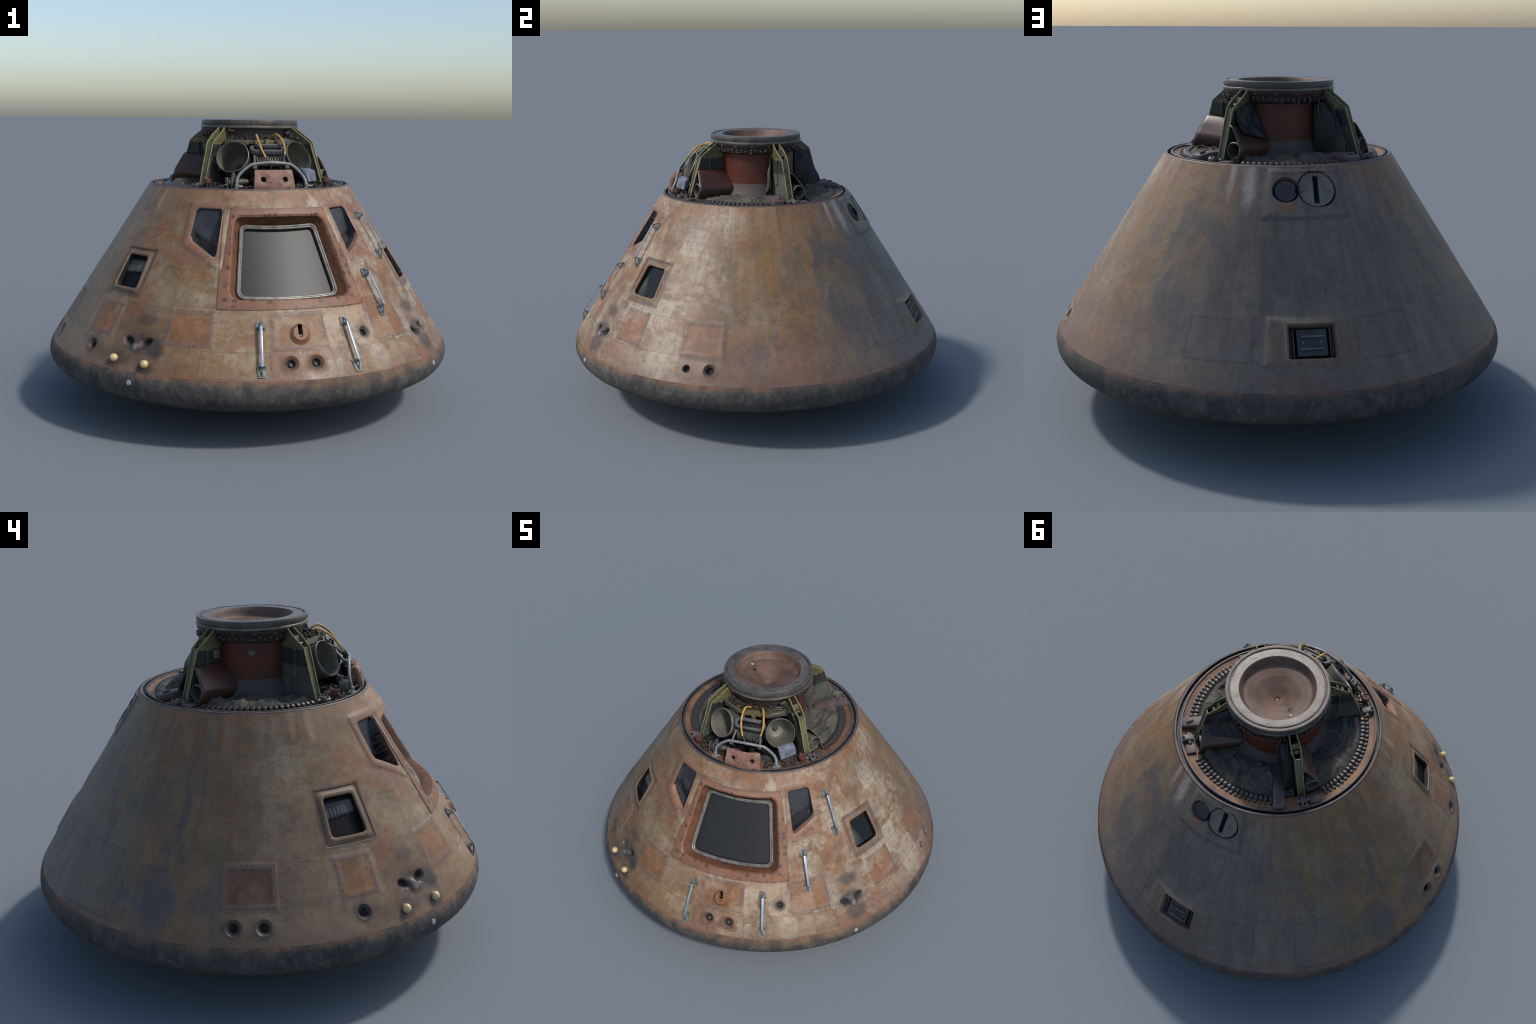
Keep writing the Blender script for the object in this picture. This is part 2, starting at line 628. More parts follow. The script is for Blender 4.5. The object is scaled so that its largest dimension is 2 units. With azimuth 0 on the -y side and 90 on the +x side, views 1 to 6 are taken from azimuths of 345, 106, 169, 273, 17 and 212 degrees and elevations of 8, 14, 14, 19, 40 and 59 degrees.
def build_hull():
    import numpy as np
    V, E = [], []
    fixed = {}

    def uv(a, z):
        return (rad(a) * US, z * K)
    h = 0.0125
    u0, u1 = rad(-225) * US, rad(135) * US
    v0, v1 = Z_SEAM * K, Z_RIM * K
    depth, src = [], []
    polys = []
    for li, L in enumerate(LOOPS):
        pts = L["poly"]
        base = len(V)
        for a, z in pts:
            V.append(uv(a, z))
            depth.append(L["depth"](a, z) if callable(L["depth"]) else L["depth"])
        n = len(pts)
        E += [(base + i, base + (i + 1) % n) for i in range(n)]
        P = np.array([uv(a, z) for a, z in pts])
        x, y = P[:, 0], P[:, 1]
        area = abs(np.dot(x, np.roll(y, -1)) - np.dot(y, np.roll(x, -1))) / 2
        polys.append((area, P, li))
    loop_pts = np.array(V)
    polys.sort(key=lambda t: -t[0])

    def owner(Q):
        own = np.full(len(Q), -1)
        for area, P, li in polys:
            x0, y0 = P.min(0)
            x1, y1 = P.max(0)
            sel = np.where((Q[:, 0] > x0) & (Q[:, 0] < x1) & (Q[:, 1] > y0) & (Q[:, 1] < y1))[0]
            if not len(sel):
                continue
            q = Q[sel]
            ins = np.zeros(len(sel), bool)
            A, B = P, np.roll(P, -1, 0)
            for (ax, ay), (bx, by) in zip(A, B):
                c = (ay > q[:, 1]) != (by > q[:, 1])
                if c.any():
                    xx = ax + (q[:, 1] - ay) * (bx - ax) / (by - ay + 1e-15)
                    ins ^= c & (q[:, 0] < xx)
            own[sel[ins]] = li
        return own
    # border rows, matched on both sides of the seam
    nu = int(round((u1 - u0) / h))
    nv = int(round((v1 - v0) / (h * 0.87)))
    base = len(V)
    ring = []
    for j in range(nv + 1):
        ring.append((u0, v0 + (v1 - v0) * j / nv))
    for i in range(1, nu):
        ring.append((u0 + (u1 - u0) * i / nu, v1))
    for j in range(nv, -1, -1):
        ring.append((u1, v0 + (v1 - v0) * j / nv))
    for i in range(nu - 1, 0, -1):
        ring.append((u0 + (u1 - u0) * i / nu, v0))
    V += ring
    depth += [0.0] * len(ring)
    E += [(base + i, base + (i + 1) % len(ring)) for i in range(len(ring))]
    G = []
    for j in range(1, nv):
        off = 0.5 if j % 2 else 0.0
        for i in range(1, nu):
            u = u0 + (u1 - u0) * (i + off) / nu
            if u < u1 - h * 0.6:
                G.append((u, v0 + (v1 - v0) * j / nv))
    G = np.array(G)
    own = owner(G)
    keep = np.array([o < 0 or not LOOPS[o]["wall"] for o in own])
    # drop grid points that crowd a loop: hash the loop points
    cell = 0.006
    occ = set()
    for x, y in loop_pts:
        i, j = int(math.floor(x / cell)), int(math.floor(y / cell))
        for di in (-1, 0, 1):
            for dj in (-1, 0, 1):
                occ.add((i + di, j + dj))
    for k, (x, y) in enumerate(G):
        if keep[k] and (int(math.floor(x / cell)), int(math.floor(y / cell))) in occ:
            keep[k] = False
    for k in np.where(keep)[0]:
        a, z = math.degrees(G[k][0] / US), G[k][1] / K
        V.append(tuple(G[k]))
        o = own[k]
        if o < 0:
            depth.append(0.0)
        else:
            d = LOOPS[o]["inside"]
            depth.append(d(a, z) if callable(d) else d)
    res = delaunay_2d_cdt([Vector(p) for p in V], E, [], 1, 1e-7)
    co, faces, ov = res[0], res[2], res[3]
    D = []
    for lst in ov:
        D.append(min((depth[i] for i in lst), key=lambda t: -abs(t)) if lst else 0.0)
    C = np.array([[sum(co[i].x for i in f) / 3, sum(co[i].y for i in f) / 3] for f in faces])
    fo = owner(C)
    verts = []
    for p, d in zip(co, D):
        a, z = math.degrees(p.x / US), p.y / K
        w = on_cone(a, z)
        und = noise.noise(w * 7.0) * 0.0016 + noise.noise(w * 23.0) * 0.0006
        dd = dimple(a, z) if d > -0.02 else 0.0
        edge = min(1.0, (z - Z_SEAM) / 0.02, (Z_RIM - z) / 0.02)
        verts.append(on_cone(a, z, d + ((und + dd) * max(0.0, edge) if d > -0.03 else 0.0)))
    tags = [LOOPS[o]["tag"] if o >= 0 else None for o in fo]
    for k, t in enumerate(tags):               # only the sill of a forward window is pale, its other walls are slate
        if t in ("rv_lip", "rv_recess"):
            a, z = abs(math.degrees(C[k][0] / US)), C[k][1] / K
            sill = 0.792 + (a - 26.8) * 0.0058
            tags[k] = "rv_lip" if t == "rv_lip" and z < sill + 0.020 and 27.2 < a < 39.2 else "rv_recess"
    return verts, faces, tags


# ------------------------------------------------------------------ materials
def hull_material(name, kind):
    """scorched ablative skin: tan and pink at the front, ochre and slate toward the back"""
    m = Mat(name, 0.62, 0.0, 0.35)
    P, x, y, z = m.pos()
    az = m.math("MULTIPLY", m.math("ARCTAN2", x, m.math("MULTIPLY", y, -1.0)), 180 / pi)
    r = m.math("SQRT", m.add(m.mul(x, x), m.mul(y, y)))
    dx, dy = m.math("DIVIDE", x, r), m.math("DIVIDE", y, r)
    streak = m.vec(m.mul(dx, 1.0), m.mul(dy, 1.0), m.mul(z, 0.22))     # stretched down the slope
    plank = m.vec(m.mul(dx, 0.25), m.mul(dy, 0.25), z)                 # stretched round the hull
    n_big = m.noise(P, 3.2, 4.0, 0.6, 0.4)
    n_mid = m.noise(P, 8.5, 5.0, 0.62, 0.3)
    n_fine = m.noise(P, 38.0, 5.0, 0.65)
    n_str = m.noise(streak, 9.0, 5.0, 0.6, 0.3)
    n_plank = m.noise(plank, 60.0, 3.0, 0.6)
    n_warp = m.noise(P, 1.7, 2.0, 0.5)
    aw = m.add(az, m.mul(m.math("SUBTRACT", n_big, 0.5), 46.0))
    aabs = m.math("ABSOLUTE", aw)
    front = m.mul(m.step(aw, -88.0, -48.0), m.step(aw, 118.0, 82.0))
    # patchwork of tiles: every cell gets its own tint
    warp = m.vec(m.add(m.mul(az, 0.0131), m.mul(m.math("SUBTRACT", n_mid, 0.5), 0.05)), m.add(m.mul(z, K), m.mul(m.math("SUBTRACT", n_big, 0.5), 0.05)), 0.0)
    cells = m.node("TexVoronoi", distance="CHEBYCHEV", feature="F1")
    m.put(cells.inputs["Vector"], warp)
    cells.inputs["Scale"].default_value, cells.inputs["Randomness"].default_value = 7.5, 0.8
    ch = m.node("SeparateColor")
    m.t.links.new(cells.outputs["Color"], ch.inputs[0])
    t1, t2, t3 = ch.outputs[0], ch.outputs[1], ch.outputs[2]
    brush = m.noise(m.vec(m.mul(az, 0.0131), m.mul(z, 2.2), 0.0), 18.0, 3.0, 0.55)       # short strokes round the hull
    upstr = m.noise(m.vec(m.mul(az, 0.040), m.mul(z, 0.9), 0.0), 24.0, 4.0, 0.65)        # short strokes down the slope
    # tan ground
    col = m.mix(m.step(n_mid, 0.34, 0.66), (132, 112, 88), (158, 134, 106))
    fr = m.mix(m.step(n_mid, 0.36, 0.64), (150, 122, 94), (190, 170, 144))
    fr = m.mix(m.mul(m.step(t1, 0.40, 0.85), 0.62), fr, (216, 208, 188))
    fr = m.mix(m.mul(m.step(t2, 0.50, 0.9), 0.55), fr, (168, 122, 86))
    fr = m.mix(m.mul(m.step(n_str, 0.48, 0.64), m.step(brush, 0.35, 0.6), 0.75), fr, (170, 122, 92))
    fr = m.mix(m.mul(m.step(m.noise(P, 6.1, 5.0, 0.65, 0.8), 0.53, 0.66), m.step(upstr, 0.34, 0.56), 0.66), fr, (172, 112, 70))
    fr = m.mix(m.mul(m.step(m.noise(P, 5.0, 5.0, 0.65, 0.5), 0.46, 0.62), m.step(brush, 0.30, 0.66), 0.74), fr, (210, 198, 174))
    fr = m.mix(m.mul(m.step(m.noise(P, 12.7, 5.0, 0.7, 0.5), 0.52, 0.66), m.step(upstr, 0.4, 0.62), 0.7), fr, (146, 102, 80))
    fr = m.mix(m.mul(m.step(m.noise(P, 9.3, 5.0, 0.7, 0.5), 0.54, 0.68), 0.5), fr, (146, 136, 128))
    fr = m.mix(m.mul(m.step(m.noise(P, 16.0, 6.0, 0.75, 0.8), 0.54, 0.64), m.step(n_big, 0.36, 0.56), 0.6), fr, (118, 84, 62))
    fr = m.mix(m.mul(m.step(m.noise(P, 7.7, 6.0, 0.7, 0.8), 0.55, 0.66), 0.42), fr, (156, 110, 66))
    left = m.mul(m.step(aw, -84.0, -60.0), m.step(aw, -10.0, -34.0))
    lf = m.mix(m.step(n_mid, 0.34, 0.66), (138, 112, 80), (164, 140, 102))
    lf = m.mix(m.mul(m.step(m.noise(P, 6.1, 5.0, 0.65, 0.8), 0.52, 0.64), 0.7), lf, (172, 114, 62))
    fr = m.mix(m.mul(left, 0.72), fr, lf)
    col = m.mix(front, col, fr)
    # sides: olive, ochre, slate
    side = m.mul(m.step(aabs, 82.0, 104.0), m.step(aabs, 172.0, 150.0))
    col = m.mix(m.mul(side, m.step(n_str, 0.36, 0.60), 0.8), col, (158, 118, 78))
    half = m.vec(m.mul(dx, 1.0), m.mul(dy, 1.0), m.mul(z, 0.6))
    och = m.mul(side, m.step(m.noise(half, 5.0, 5.0, 0.68, 0.8), 0.50, 0.62), m.step(m.noise(P, 15.0, 5.0, 0.65, 0.5), 0.40, 0.58))
    col = m.mix(m.mul(och, 0.7), col, (158, 124, 62))
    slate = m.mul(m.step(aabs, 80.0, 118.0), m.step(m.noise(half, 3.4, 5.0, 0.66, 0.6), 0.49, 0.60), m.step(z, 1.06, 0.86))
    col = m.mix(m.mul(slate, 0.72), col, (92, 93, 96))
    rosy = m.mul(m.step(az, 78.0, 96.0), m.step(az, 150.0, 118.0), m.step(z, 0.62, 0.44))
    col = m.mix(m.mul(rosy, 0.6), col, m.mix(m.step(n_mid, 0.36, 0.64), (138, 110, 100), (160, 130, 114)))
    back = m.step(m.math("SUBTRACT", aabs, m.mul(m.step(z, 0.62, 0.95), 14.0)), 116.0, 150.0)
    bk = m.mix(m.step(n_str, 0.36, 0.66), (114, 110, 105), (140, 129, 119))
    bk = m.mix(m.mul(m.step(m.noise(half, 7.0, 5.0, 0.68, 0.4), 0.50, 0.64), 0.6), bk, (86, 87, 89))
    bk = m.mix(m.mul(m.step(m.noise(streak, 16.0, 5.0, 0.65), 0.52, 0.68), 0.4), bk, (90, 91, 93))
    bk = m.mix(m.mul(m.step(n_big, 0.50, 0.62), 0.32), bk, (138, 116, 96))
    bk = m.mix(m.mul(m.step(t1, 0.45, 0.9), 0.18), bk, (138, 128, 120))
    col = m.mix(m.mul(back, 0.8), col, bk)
    # pale flares running down from the rim
    flare = m.mul(m.step(m.noise(m.vec(dx, dy, m.mul(z, 0.05)), 7.0, 3.0, 0.5), 0.52, 0.68), m.step(z, 0.84, 1.07), m.step(aabs, 60.0, 90.0))
    col = m.mix(m.mul(flare, 0.6), col, (172, 144, 116))
    rust_flare = m.mul(m.step(m.noise(m.vec(dx, dy, m.mul(z, 0.05)), 11.0, 3.0, 0.5), 0.54, 0.66), m.step(z, 0.80, 1.05), m.step(aabs, 60.0, 90.0))
    col = m.mix(m.mul(rust_flare, 0.6), col, (140, 90, 58))
    # placed stains: ochre and slate clouds on the flanks, pale and brown tongues under the rim
    blot = m.noise(P, 10.0, 5.0, 0.68, 0.7)
    blur = m.noise(half, 8.0, 5.0, 0.66, 0.5)

    def cloud(azc, zc, ra, rz, lo=0.1, hi=1.0):
        return use_group(m, SPOT_G, (az, z, r, blot, azc, zc, ra, rz, 1.1, lo, hi))
    full_skin = kind == "hull"
    for azc, zc, ra, rz, w, c in () if not full_skin else (
            (112, .90, .10, .26, .55, (160, 124, 66)), (124, .66, .12, .16, .5, (150, 110, 70)), (103, .74, .10, .14, .4, (148, 116, 78)),
            (122, .80, .09, .16, .55, (94, 95, 98)), (140, .56, .30, .20, .45, (100, 96, 98)), (99, .50, .09, .10, .4, (150, 116, 72)),
            (-112, .46, .26, .14, .6, (88, 90, 100)), (-122, .78, .22, .20, .5, (92, 92, 98)), (-100, .62, .20, .09, .5, (142, 120, 72)), (-120, .52, .14, .10, .35, (140, 110, 62)),
            (-95, .80, .16, .14, .4, (112, 92, 70)), (-52, .395, .34, .075, .7, (104, 80, 68)), (-50, .50, .26, .07, .35, (116, 92, 74)), (50, .395, .22, .07, .4, (118, 100, 94)), (172, .72, .30, .18, .35, (88, 89, 92)), (-150, .80, .20, .20, .35, (86, 88, 93)), (160, .52, .30, .12, .3, (116, 104, 98))):
        col = m.mix(m.mul(cloud(azc, zc, ra, rz), m.step(blur, 0.30, 0.58), w), col, c)
    for azc, zc, ra, rz, w, c in () if not full_skin else (
            (157, 1.03, .040, .15, .9, (204, 190, 178)), (149, 1.04, .022, .14, .85, (200, 182, 166)), (165, 1.04, .018, .11, .6, (188, 170, 156)), (-158, 1.03, .02, .11, .45, (168, 150, 136)), (-168, 1.05, .03, .07, .4, (160, 144, 130)), (140, 1.03, .03, .10, .4, (170, 140, 116)),
            (-64, 1.03, .03, .09, .75, (196, 174, 146)), (-72, 1.045, .022, .09, .6, (190, 164, 136)), (-80, 1.05, .015, .08, .5, (180, 150, 120)),
            (-102, 1.0, .020, .14, .6, (146, 98, 62)), (-112, 1.0, .024, .13, .6, (138, 92, 62)), (-122, .98, .02, .14, .5, (128, 90, 66)), (-90, 1.01, .02, .10, .45, (110, 92, 74)), (-135, 1.0, .03, .1, .4, (120, 92, 74))):
        col = m.mix(m.mul(cloud(azc, zc, ra, rz, 0.2, 1.0), w), col, c)
    # rusty tint close to the rim
    col = m.mix(m.mul(m.step(z, 1.0, 1.08), m.step(n_mid, 0.42, 0.6), 0.45), col, (166, 110, 76))
    # brown lower band
    low = m.mul(m.step(z, 0.42, 0.335), m.step(n_mid, 0.3, 0.6))
    col = m.mix(m.mul(low, 0.55), col, (124, 96, 84))
    col = m.mix(m.mul(m.step(m.noise(P, 4.4, 4.0, 0.6), 0.52, 0.64), m.step(aabs, 40.0, 75.0), 0.22), col, (92, 78, 66))

    def sdf(p):
        return use_group(m, RECT_G, (az, z, r, *[float(v) for v in p[:4]]))

    def spot(azc, zc, ra, rz, lo=0.35, hi=1.0):
        return use_group(m, SPOT_G, (az, z, r, n_mid, azc, zc, ra, rz, 0.5, lo, hi))
    unroll = m.vec(m.mul(az, 0.0131), m.mul(z, K), 0.0)
    ticks = m.step(m.voronoi(unroll, 62.0, "F1", 0.35), 0.42, 0.18)
    if kind in ("panel_front", "panel_side", "panel_back"):
        d = None
        for p in PANELS:
            if p[4] != {"panel_front": 0, "panel_side": 1}.get(kind, 2):
                continue
            s = sdf(p)
            d = s if d is None else m.math("MINIMUM", d, s)
        fills = {"panel_front": ((140, 98, 62), (162, 116, 78)), "panel_side": ((104, 74, 58), (124, 92, 68)), "panel_back": ((106, 104, 100), (124, 114, 104))}[kind]
        fill = m.mix(m.step(n_mid, 0.36, 0.64), *fills)
        if kind == "panel_front":
            fill = m.mix(m.mul(m.step(aw, 12.0, 60.0), 0.5), fill, (158, 116, 92))
        bord = m.mix(ticks, (138, 112, 100), (104, 88, 86)) if kind != "panel_back" else m.mix(ticks, (112, 106, 100), (92, 88, 86))
        skin = col
        col = m.mix(m.add(m.step(d, -0.012, -0.026), m.mul(m.math("SUBTRACT", n_fine, 0.5), 0.5)), bord, fill)
        col = m.mix(m.mul(m.step(m.noise(P, 7.5, 5.0, 0.65, 0.6), 0.46, 0.62), 0.5), col, skin)
        col = m.mix(m.mul(m.step(d, -0.004, 0.001), 0.6), col, skin)
        col = m.mix(m.mul(m.step(n_big, 0.5, 0.66), 0.35), col, (166, 134, 104) if kind == "panel_front" else (112, 100, 86))
        col = m.mix(m.mul(m.step(m.noise(P, 11.0, 5.0, 0.7, 0.6), 0.52, 0.66), 0.4), col, (122, 86, 66))
    if kind == "hatch":
        ha = m.math("ABSOLUTE", az)
        lim = m.add(m.mul(m.math("SUBTRACT", z, 0.596), 4.9), 24.2)
        e1 = m.mul(m.math("SUBTRACT", lim, ha), m.mul(r, pi / 180))
        e2 = m.mul(m.math("MINIMUM", m.math("SUBTRACT", z, 0.596), m.math("SUBTRACT", 1.003, z)), K)
        e = m.math("MINIMUM", e1, e2)
        col = m.mix(m.step(n_mid, 0.34, 0.64), (138, 98, 76), (160, 120, 94))
        col = m.mix(m.mul(m.step(m.noise(P, 14.0, 5.0, 0.65), 0.50, 0.62), 0.7), col, (162, 102, 62))
        col = m.mix(m.mul(m.step(m.noise(P, 10.0, 5.0, 0.7), 0.54, 0.66), 0.5), col, (124, 90, 80))
        col = m.mix(m.mul(m.step(z, 0.9, 1.0), 0.55), col, (170, 128, 108))
        dots = m.step(m.voronoi(unroll, 27.0, "F1", 0.5), 0.40, 0.20)
        col = m.mix(m.mul(dots, m.step(e, 0.054, 0.046), m.step(e, 0.006, 0.012), 0.85), col, (88, 74, 68))
        col = m.mix(m.mul(m.step(e, 0.012, 0.0), 0.5), col, (120, 86, 78))
        col = m.mix(m.mul(m.step(e, 0.066, 0.078), 0.6), col, (182, 98, 52))
    if kind == "hull":
        # riveted pink surrounds of the small windows
        for azc, zc, ha, hz in ((-33.4, .905, 7.6, .128), (33.4, .905, 7.6, .128)):
            s = sdf((azc, zc, ha, hz))
            msk = m.step(s, 0.012, 0.004)
            c = m.mix(m.mul(ticks, 0.8), (172, 128, 110), (124, 92, 88))
            col = m.mix(m.mul(msk, 0.0 if False else 0.55, m.step(z, 0.745, 0.80)), col, c)
        for azc, zc, ha, hz in ((-60.8, .713, 5.6, .068), (60.8, .712, 5.6, .068)):
            s = sdf((azc, zc, ha, hz))
            col = m.mix(m.mul(m.band(s, 0.030, 0.006, 0.010), 0.6), col, (98, 78, 76))
            col = m.mix(m.mul(m.step(s, 0.022, 0.012), 0.6), col, (146, 118, 90))
        # pale tiles beside the hatch and plates right of the towing fitting
        s = sdf((15.9, 0.518, 7.6, 0.074))
        col = m.mix(m.mul(m.step(s, 0.0, -0.004), m.step(n_mid, 0.36, 0.55), 0.75), col, (204, 182, 156))
        s = sdf((-16.3, 0.518, 7.6, 0.074))
        col = m.mix(m.mul(m.step(s, 0.0, -0.004), 0.35), col, (176, 150, 116))
        s = sdf((104.8, .548, 6.4, .040))
        col = m.mix(m.mul(m.step(s, 0.0, -0.006), 0.5), col, (156, 124, 86))
        for p in PANELS:
            if p[4] == 2:
                s = sdf(p)
                col = m.mix(m.mul(m.band(s, -0.004, 0.0035, 0.004), m.add(0.25, m.mul(ticks, 0.3))), col, (62, 60, 60))
                col = m.mix(m.mul(m.step(s, 0.0, -0.006), 0.22), col, (112, 112, 110))
        s = sdf(BACK_PATCH)
        col = m.mix(m.mul(m.step(s, 0.004, -0.004), 0.55), col, (136, 110, 92))
        s = sdf(DISC_PATCH)
        col = m.mix(m.mul(m.band(s, -0.002, 0.006, 0.008), 0.55), col, (86, 82, 80))
        # soot round the jets, and a softer darkening round the back covers
        soot_and_dark = None
        for a, zz, ra, rz, w in ((-46.5, .442, .115, .062, .9), (-45.5, .535, .075, .040, .8), (-40.5, .430, .060, .070, .9), (46.3, .442, .115, .062, .9), (46.6, .540, .075, .046, .85), (46.5, .385, .085, .07, .75), (-50, .38, .09, .05, .6),
                                 (-62.8, .405, .055, .066, .8), (-3.4, .394, .052, .052, .75), (3.4, .394, .052, .052, .75), (20.6, .486, .050, .046, .8), (-93.6, .391, .062, .056, .7), (-86.7, .391, .062, .056, .7),
                                 (93.2, .391, .050, .050, .6), (86.1, .391, .034, .034, .6), (-51.6, .355, .05, .04, .75), (-41.6, .350, .06, .045, .8), (-175.6, .985, .11, .10, .45), (172, .99, .08, .07, .45)):
            s = m.mul(spot(a, zz, ra, rz), w)
            soot_and_dark = s if soot_and_dark is None else m.math("MAXIMUM", soot_and_dark, s)
        col = m.mix(soot_and_dark, col, m.mix(m.step(n_mid, 0.36, 0.62), (72, 66, 66), (104, 94, 92)))
        col = m.mix(m.mul(spot(171.5, .94, .05, .03), 0.6), col, (166, 116, 78))
        col = m.mix(m.mul(spot(0, .50, .055, .055), 0.8), col, (172, 110, 76))
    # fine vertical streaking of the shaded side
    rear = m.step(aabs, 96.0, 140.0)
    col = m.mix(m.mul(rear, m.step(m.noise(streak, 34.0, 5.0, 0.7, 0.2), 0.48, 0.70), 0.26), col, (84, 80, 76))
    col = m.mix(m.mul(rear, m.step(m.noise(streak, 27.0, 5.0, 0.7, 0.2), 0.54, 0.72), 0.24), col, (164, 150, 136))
    # joints between the big tiles
    if kind == "hull":
        bx = m.node("TexBrick", offset=0.37)
        m.put(bx.inputs["Vector"], unroll)
        bx.inputs["Scale"].default_value = 1.0
        bx.inputs["Brick Width"].default_value, bx.inputs["Row Height"].default_value = 0.41, 0.357
        bx.inputs["Mortar Size"].default_value, bx.inputs["Mortar Smooth"].default_value = 0.0022, 0.3
        col = m.mix(m.mul(bx.outputs["Fac"], 0.22), col, (84, 74, 70))
    if full_skin:      # pale grey smears at the roll jets, and a few odd replacement tiles
        for a_ in (-46.4, 46.4):
            col = m.mix(m.mul(spot(a_, .427, .020, .026, 0.2, 1.0), 0.75), col, (178, 172, 170))
            col = m.mix(m.mul(spot(a_ - 4.4, .430, .018, .012, 0.2, 1.0), 0.45), col, (160, 150, 144))
        for p_, c_, w_ in (((46.4, .515, 7.6, .075), (140, 126, 118), .40), ((76.0, .512, 6.4, .074), (186, 158, 136), .40), ((-76.4, .518, 6.2, .071), (128, 106, 78), .40), ((-46.8, .518, 8.2, .072), (120, 96, 80), .35),
                           ((24.0, .386, 8.0, .050), (186, 160, 130), .40), ((-18.0, .386, 9.0, .050), (172, 146, 102), .45), ((63.0, .386, 9.0, .050), (170, 138, 122), .40), ((0.0, .386, 8.6, .052), (168, 122, 98), .40),
                           ((-14.0, 1.045, 9.0, .034), (196, 168, 140), .40), ((8.0, 1.045, 6.0, .034), (180, 120, 88), .45), ((30.0, 1.045, 9.0, .034), (196, 164, 142), .40)):
            q_ = m.add(sdf(p_), m.mul(m.math("SUBTRACT", n_mid, 0.5), 0.02))
            col = m.mix(m.mul(m.step(q_, 0.002, -0.004), m.step(brush, 0.25, 0.6), w_), col, c_)
            col = m.mix(m.mul(m.band(q_, 0.0, 0.0012, 0.002), 0.3), col, (96, 78, 70))
    if full_skin:
        gm = m.node("Gamma")
        m.put(gm.inputs["Color"], col)
        m.put(gm.inputs["Gamma"], m.add(1.0, m.mul(front, 0.11)))
        col = gm.outputs[0]
    blotch = m.mul(m.step(m.noise(P, 21.0, 6.0, 0.75, 0.6), 0.52, 0.66), m.step(n_big, 0.34, 0.58))
    col = m.mix(m.mul(blotch, 0.34), col, (86, 66, 52))
    # fine grain
    col = m.mix(m.mul(m.step(n_fine, 0.48, 0.72), 0.34), col, (92, 76, 66))
    col = m.mix(m.mul(m.step(n_plank, 0.52, 0.74), 0.20), col, (88, 72, 64))
    col = m.mix(m.mul(m.step(m.noise(streak, 46.0, 4.0, 0.6), 0.52, 0.74), 0.22), col, (86, 76, 70))
    m.bump(m.add(m.mul(n_fine, 0.6), m.add(m.mul(n_plank, 0.25), m.mul(n_str, 0.4))), 0.35, 0.004)
    m.put(m.b.inputs["Roughness"], m.add(0.36, m.mul(n_mid, 0.32)))
    return m.color(col)


def shield_material():
    m = Mat("charred_heat_shield", 0.78, 0.0, 0.3)
    P, x, y, z = m.pos()
    az = m.math("MULTIPLY", m.math("ARCTAN2", x, m.math("MULTIPLY", y, -1.0)), 180 / pi)
    n1 = m.noise(P, 9.0, 5.0, 0.65, 0.4)
    n2 = m.noise(m.scaled(P, (1, 1, 0.5)), 34.0, 5.0, 0.65)
    n3 = m.noise(P, 90.0, 3.0, 0.6)
    col = m.mix(m.step(n1, 0.35, 0.65), (70, 68, 68), (96, 92, 88))
    col = m.mix(m.mul(m.step(n2, 0.48, 0.66), 0.6), col, (116, 112, 107))
    col = m.mix(m.mul(m.step(n3, 0.54, 0.70), 0.6), col, (50, 50, 52))
    col = m.mix(m.mul(m.step(n2, 0.60, 0.68), m.step(n1, 0.48, 0.6), 0.6), col, (134, 124, 100))
    # brown shoulder above an uneven burn line
    zz = m.add(z, m.mul(m.math("SUBTRACT", n1, 0.5), 0.06))
    zz = m.add(zz, m.mul(m.band(az, 22.0, 14.0, 16.0), 0.022))
    zz = m.add(zz, m.mul(m.math("SUBTRACT", n2, 0.5), 0.015))
    sh = m.mix(m.step(n1, 0.36, 0.62), (102, 84, 74), (138, 114, 86))
    sh = m.mix(m.mul(m.step(m.math("ABSOLUTE", az), 95.0, 130.0), 0.7), sh, (92, 88, 84))
    sh = m.mix(m.mul(m.step(n2, 0.52, 0.68), 0.5), sh, (92, 82, 76))
    col = m.mix(m.step(zz, 0.292, 0.338), col, sh)
    col = m.mix(m.mul(m.band(z, 0.327, 0.003, 0.004), m.step(n1, 0.4, 0.6), 0.6), col, (150, 94, 80))
    m.bump(m.add(n2, m.mul(n3, 0.4)), 0.6, 0.006)
    return m.color(col)


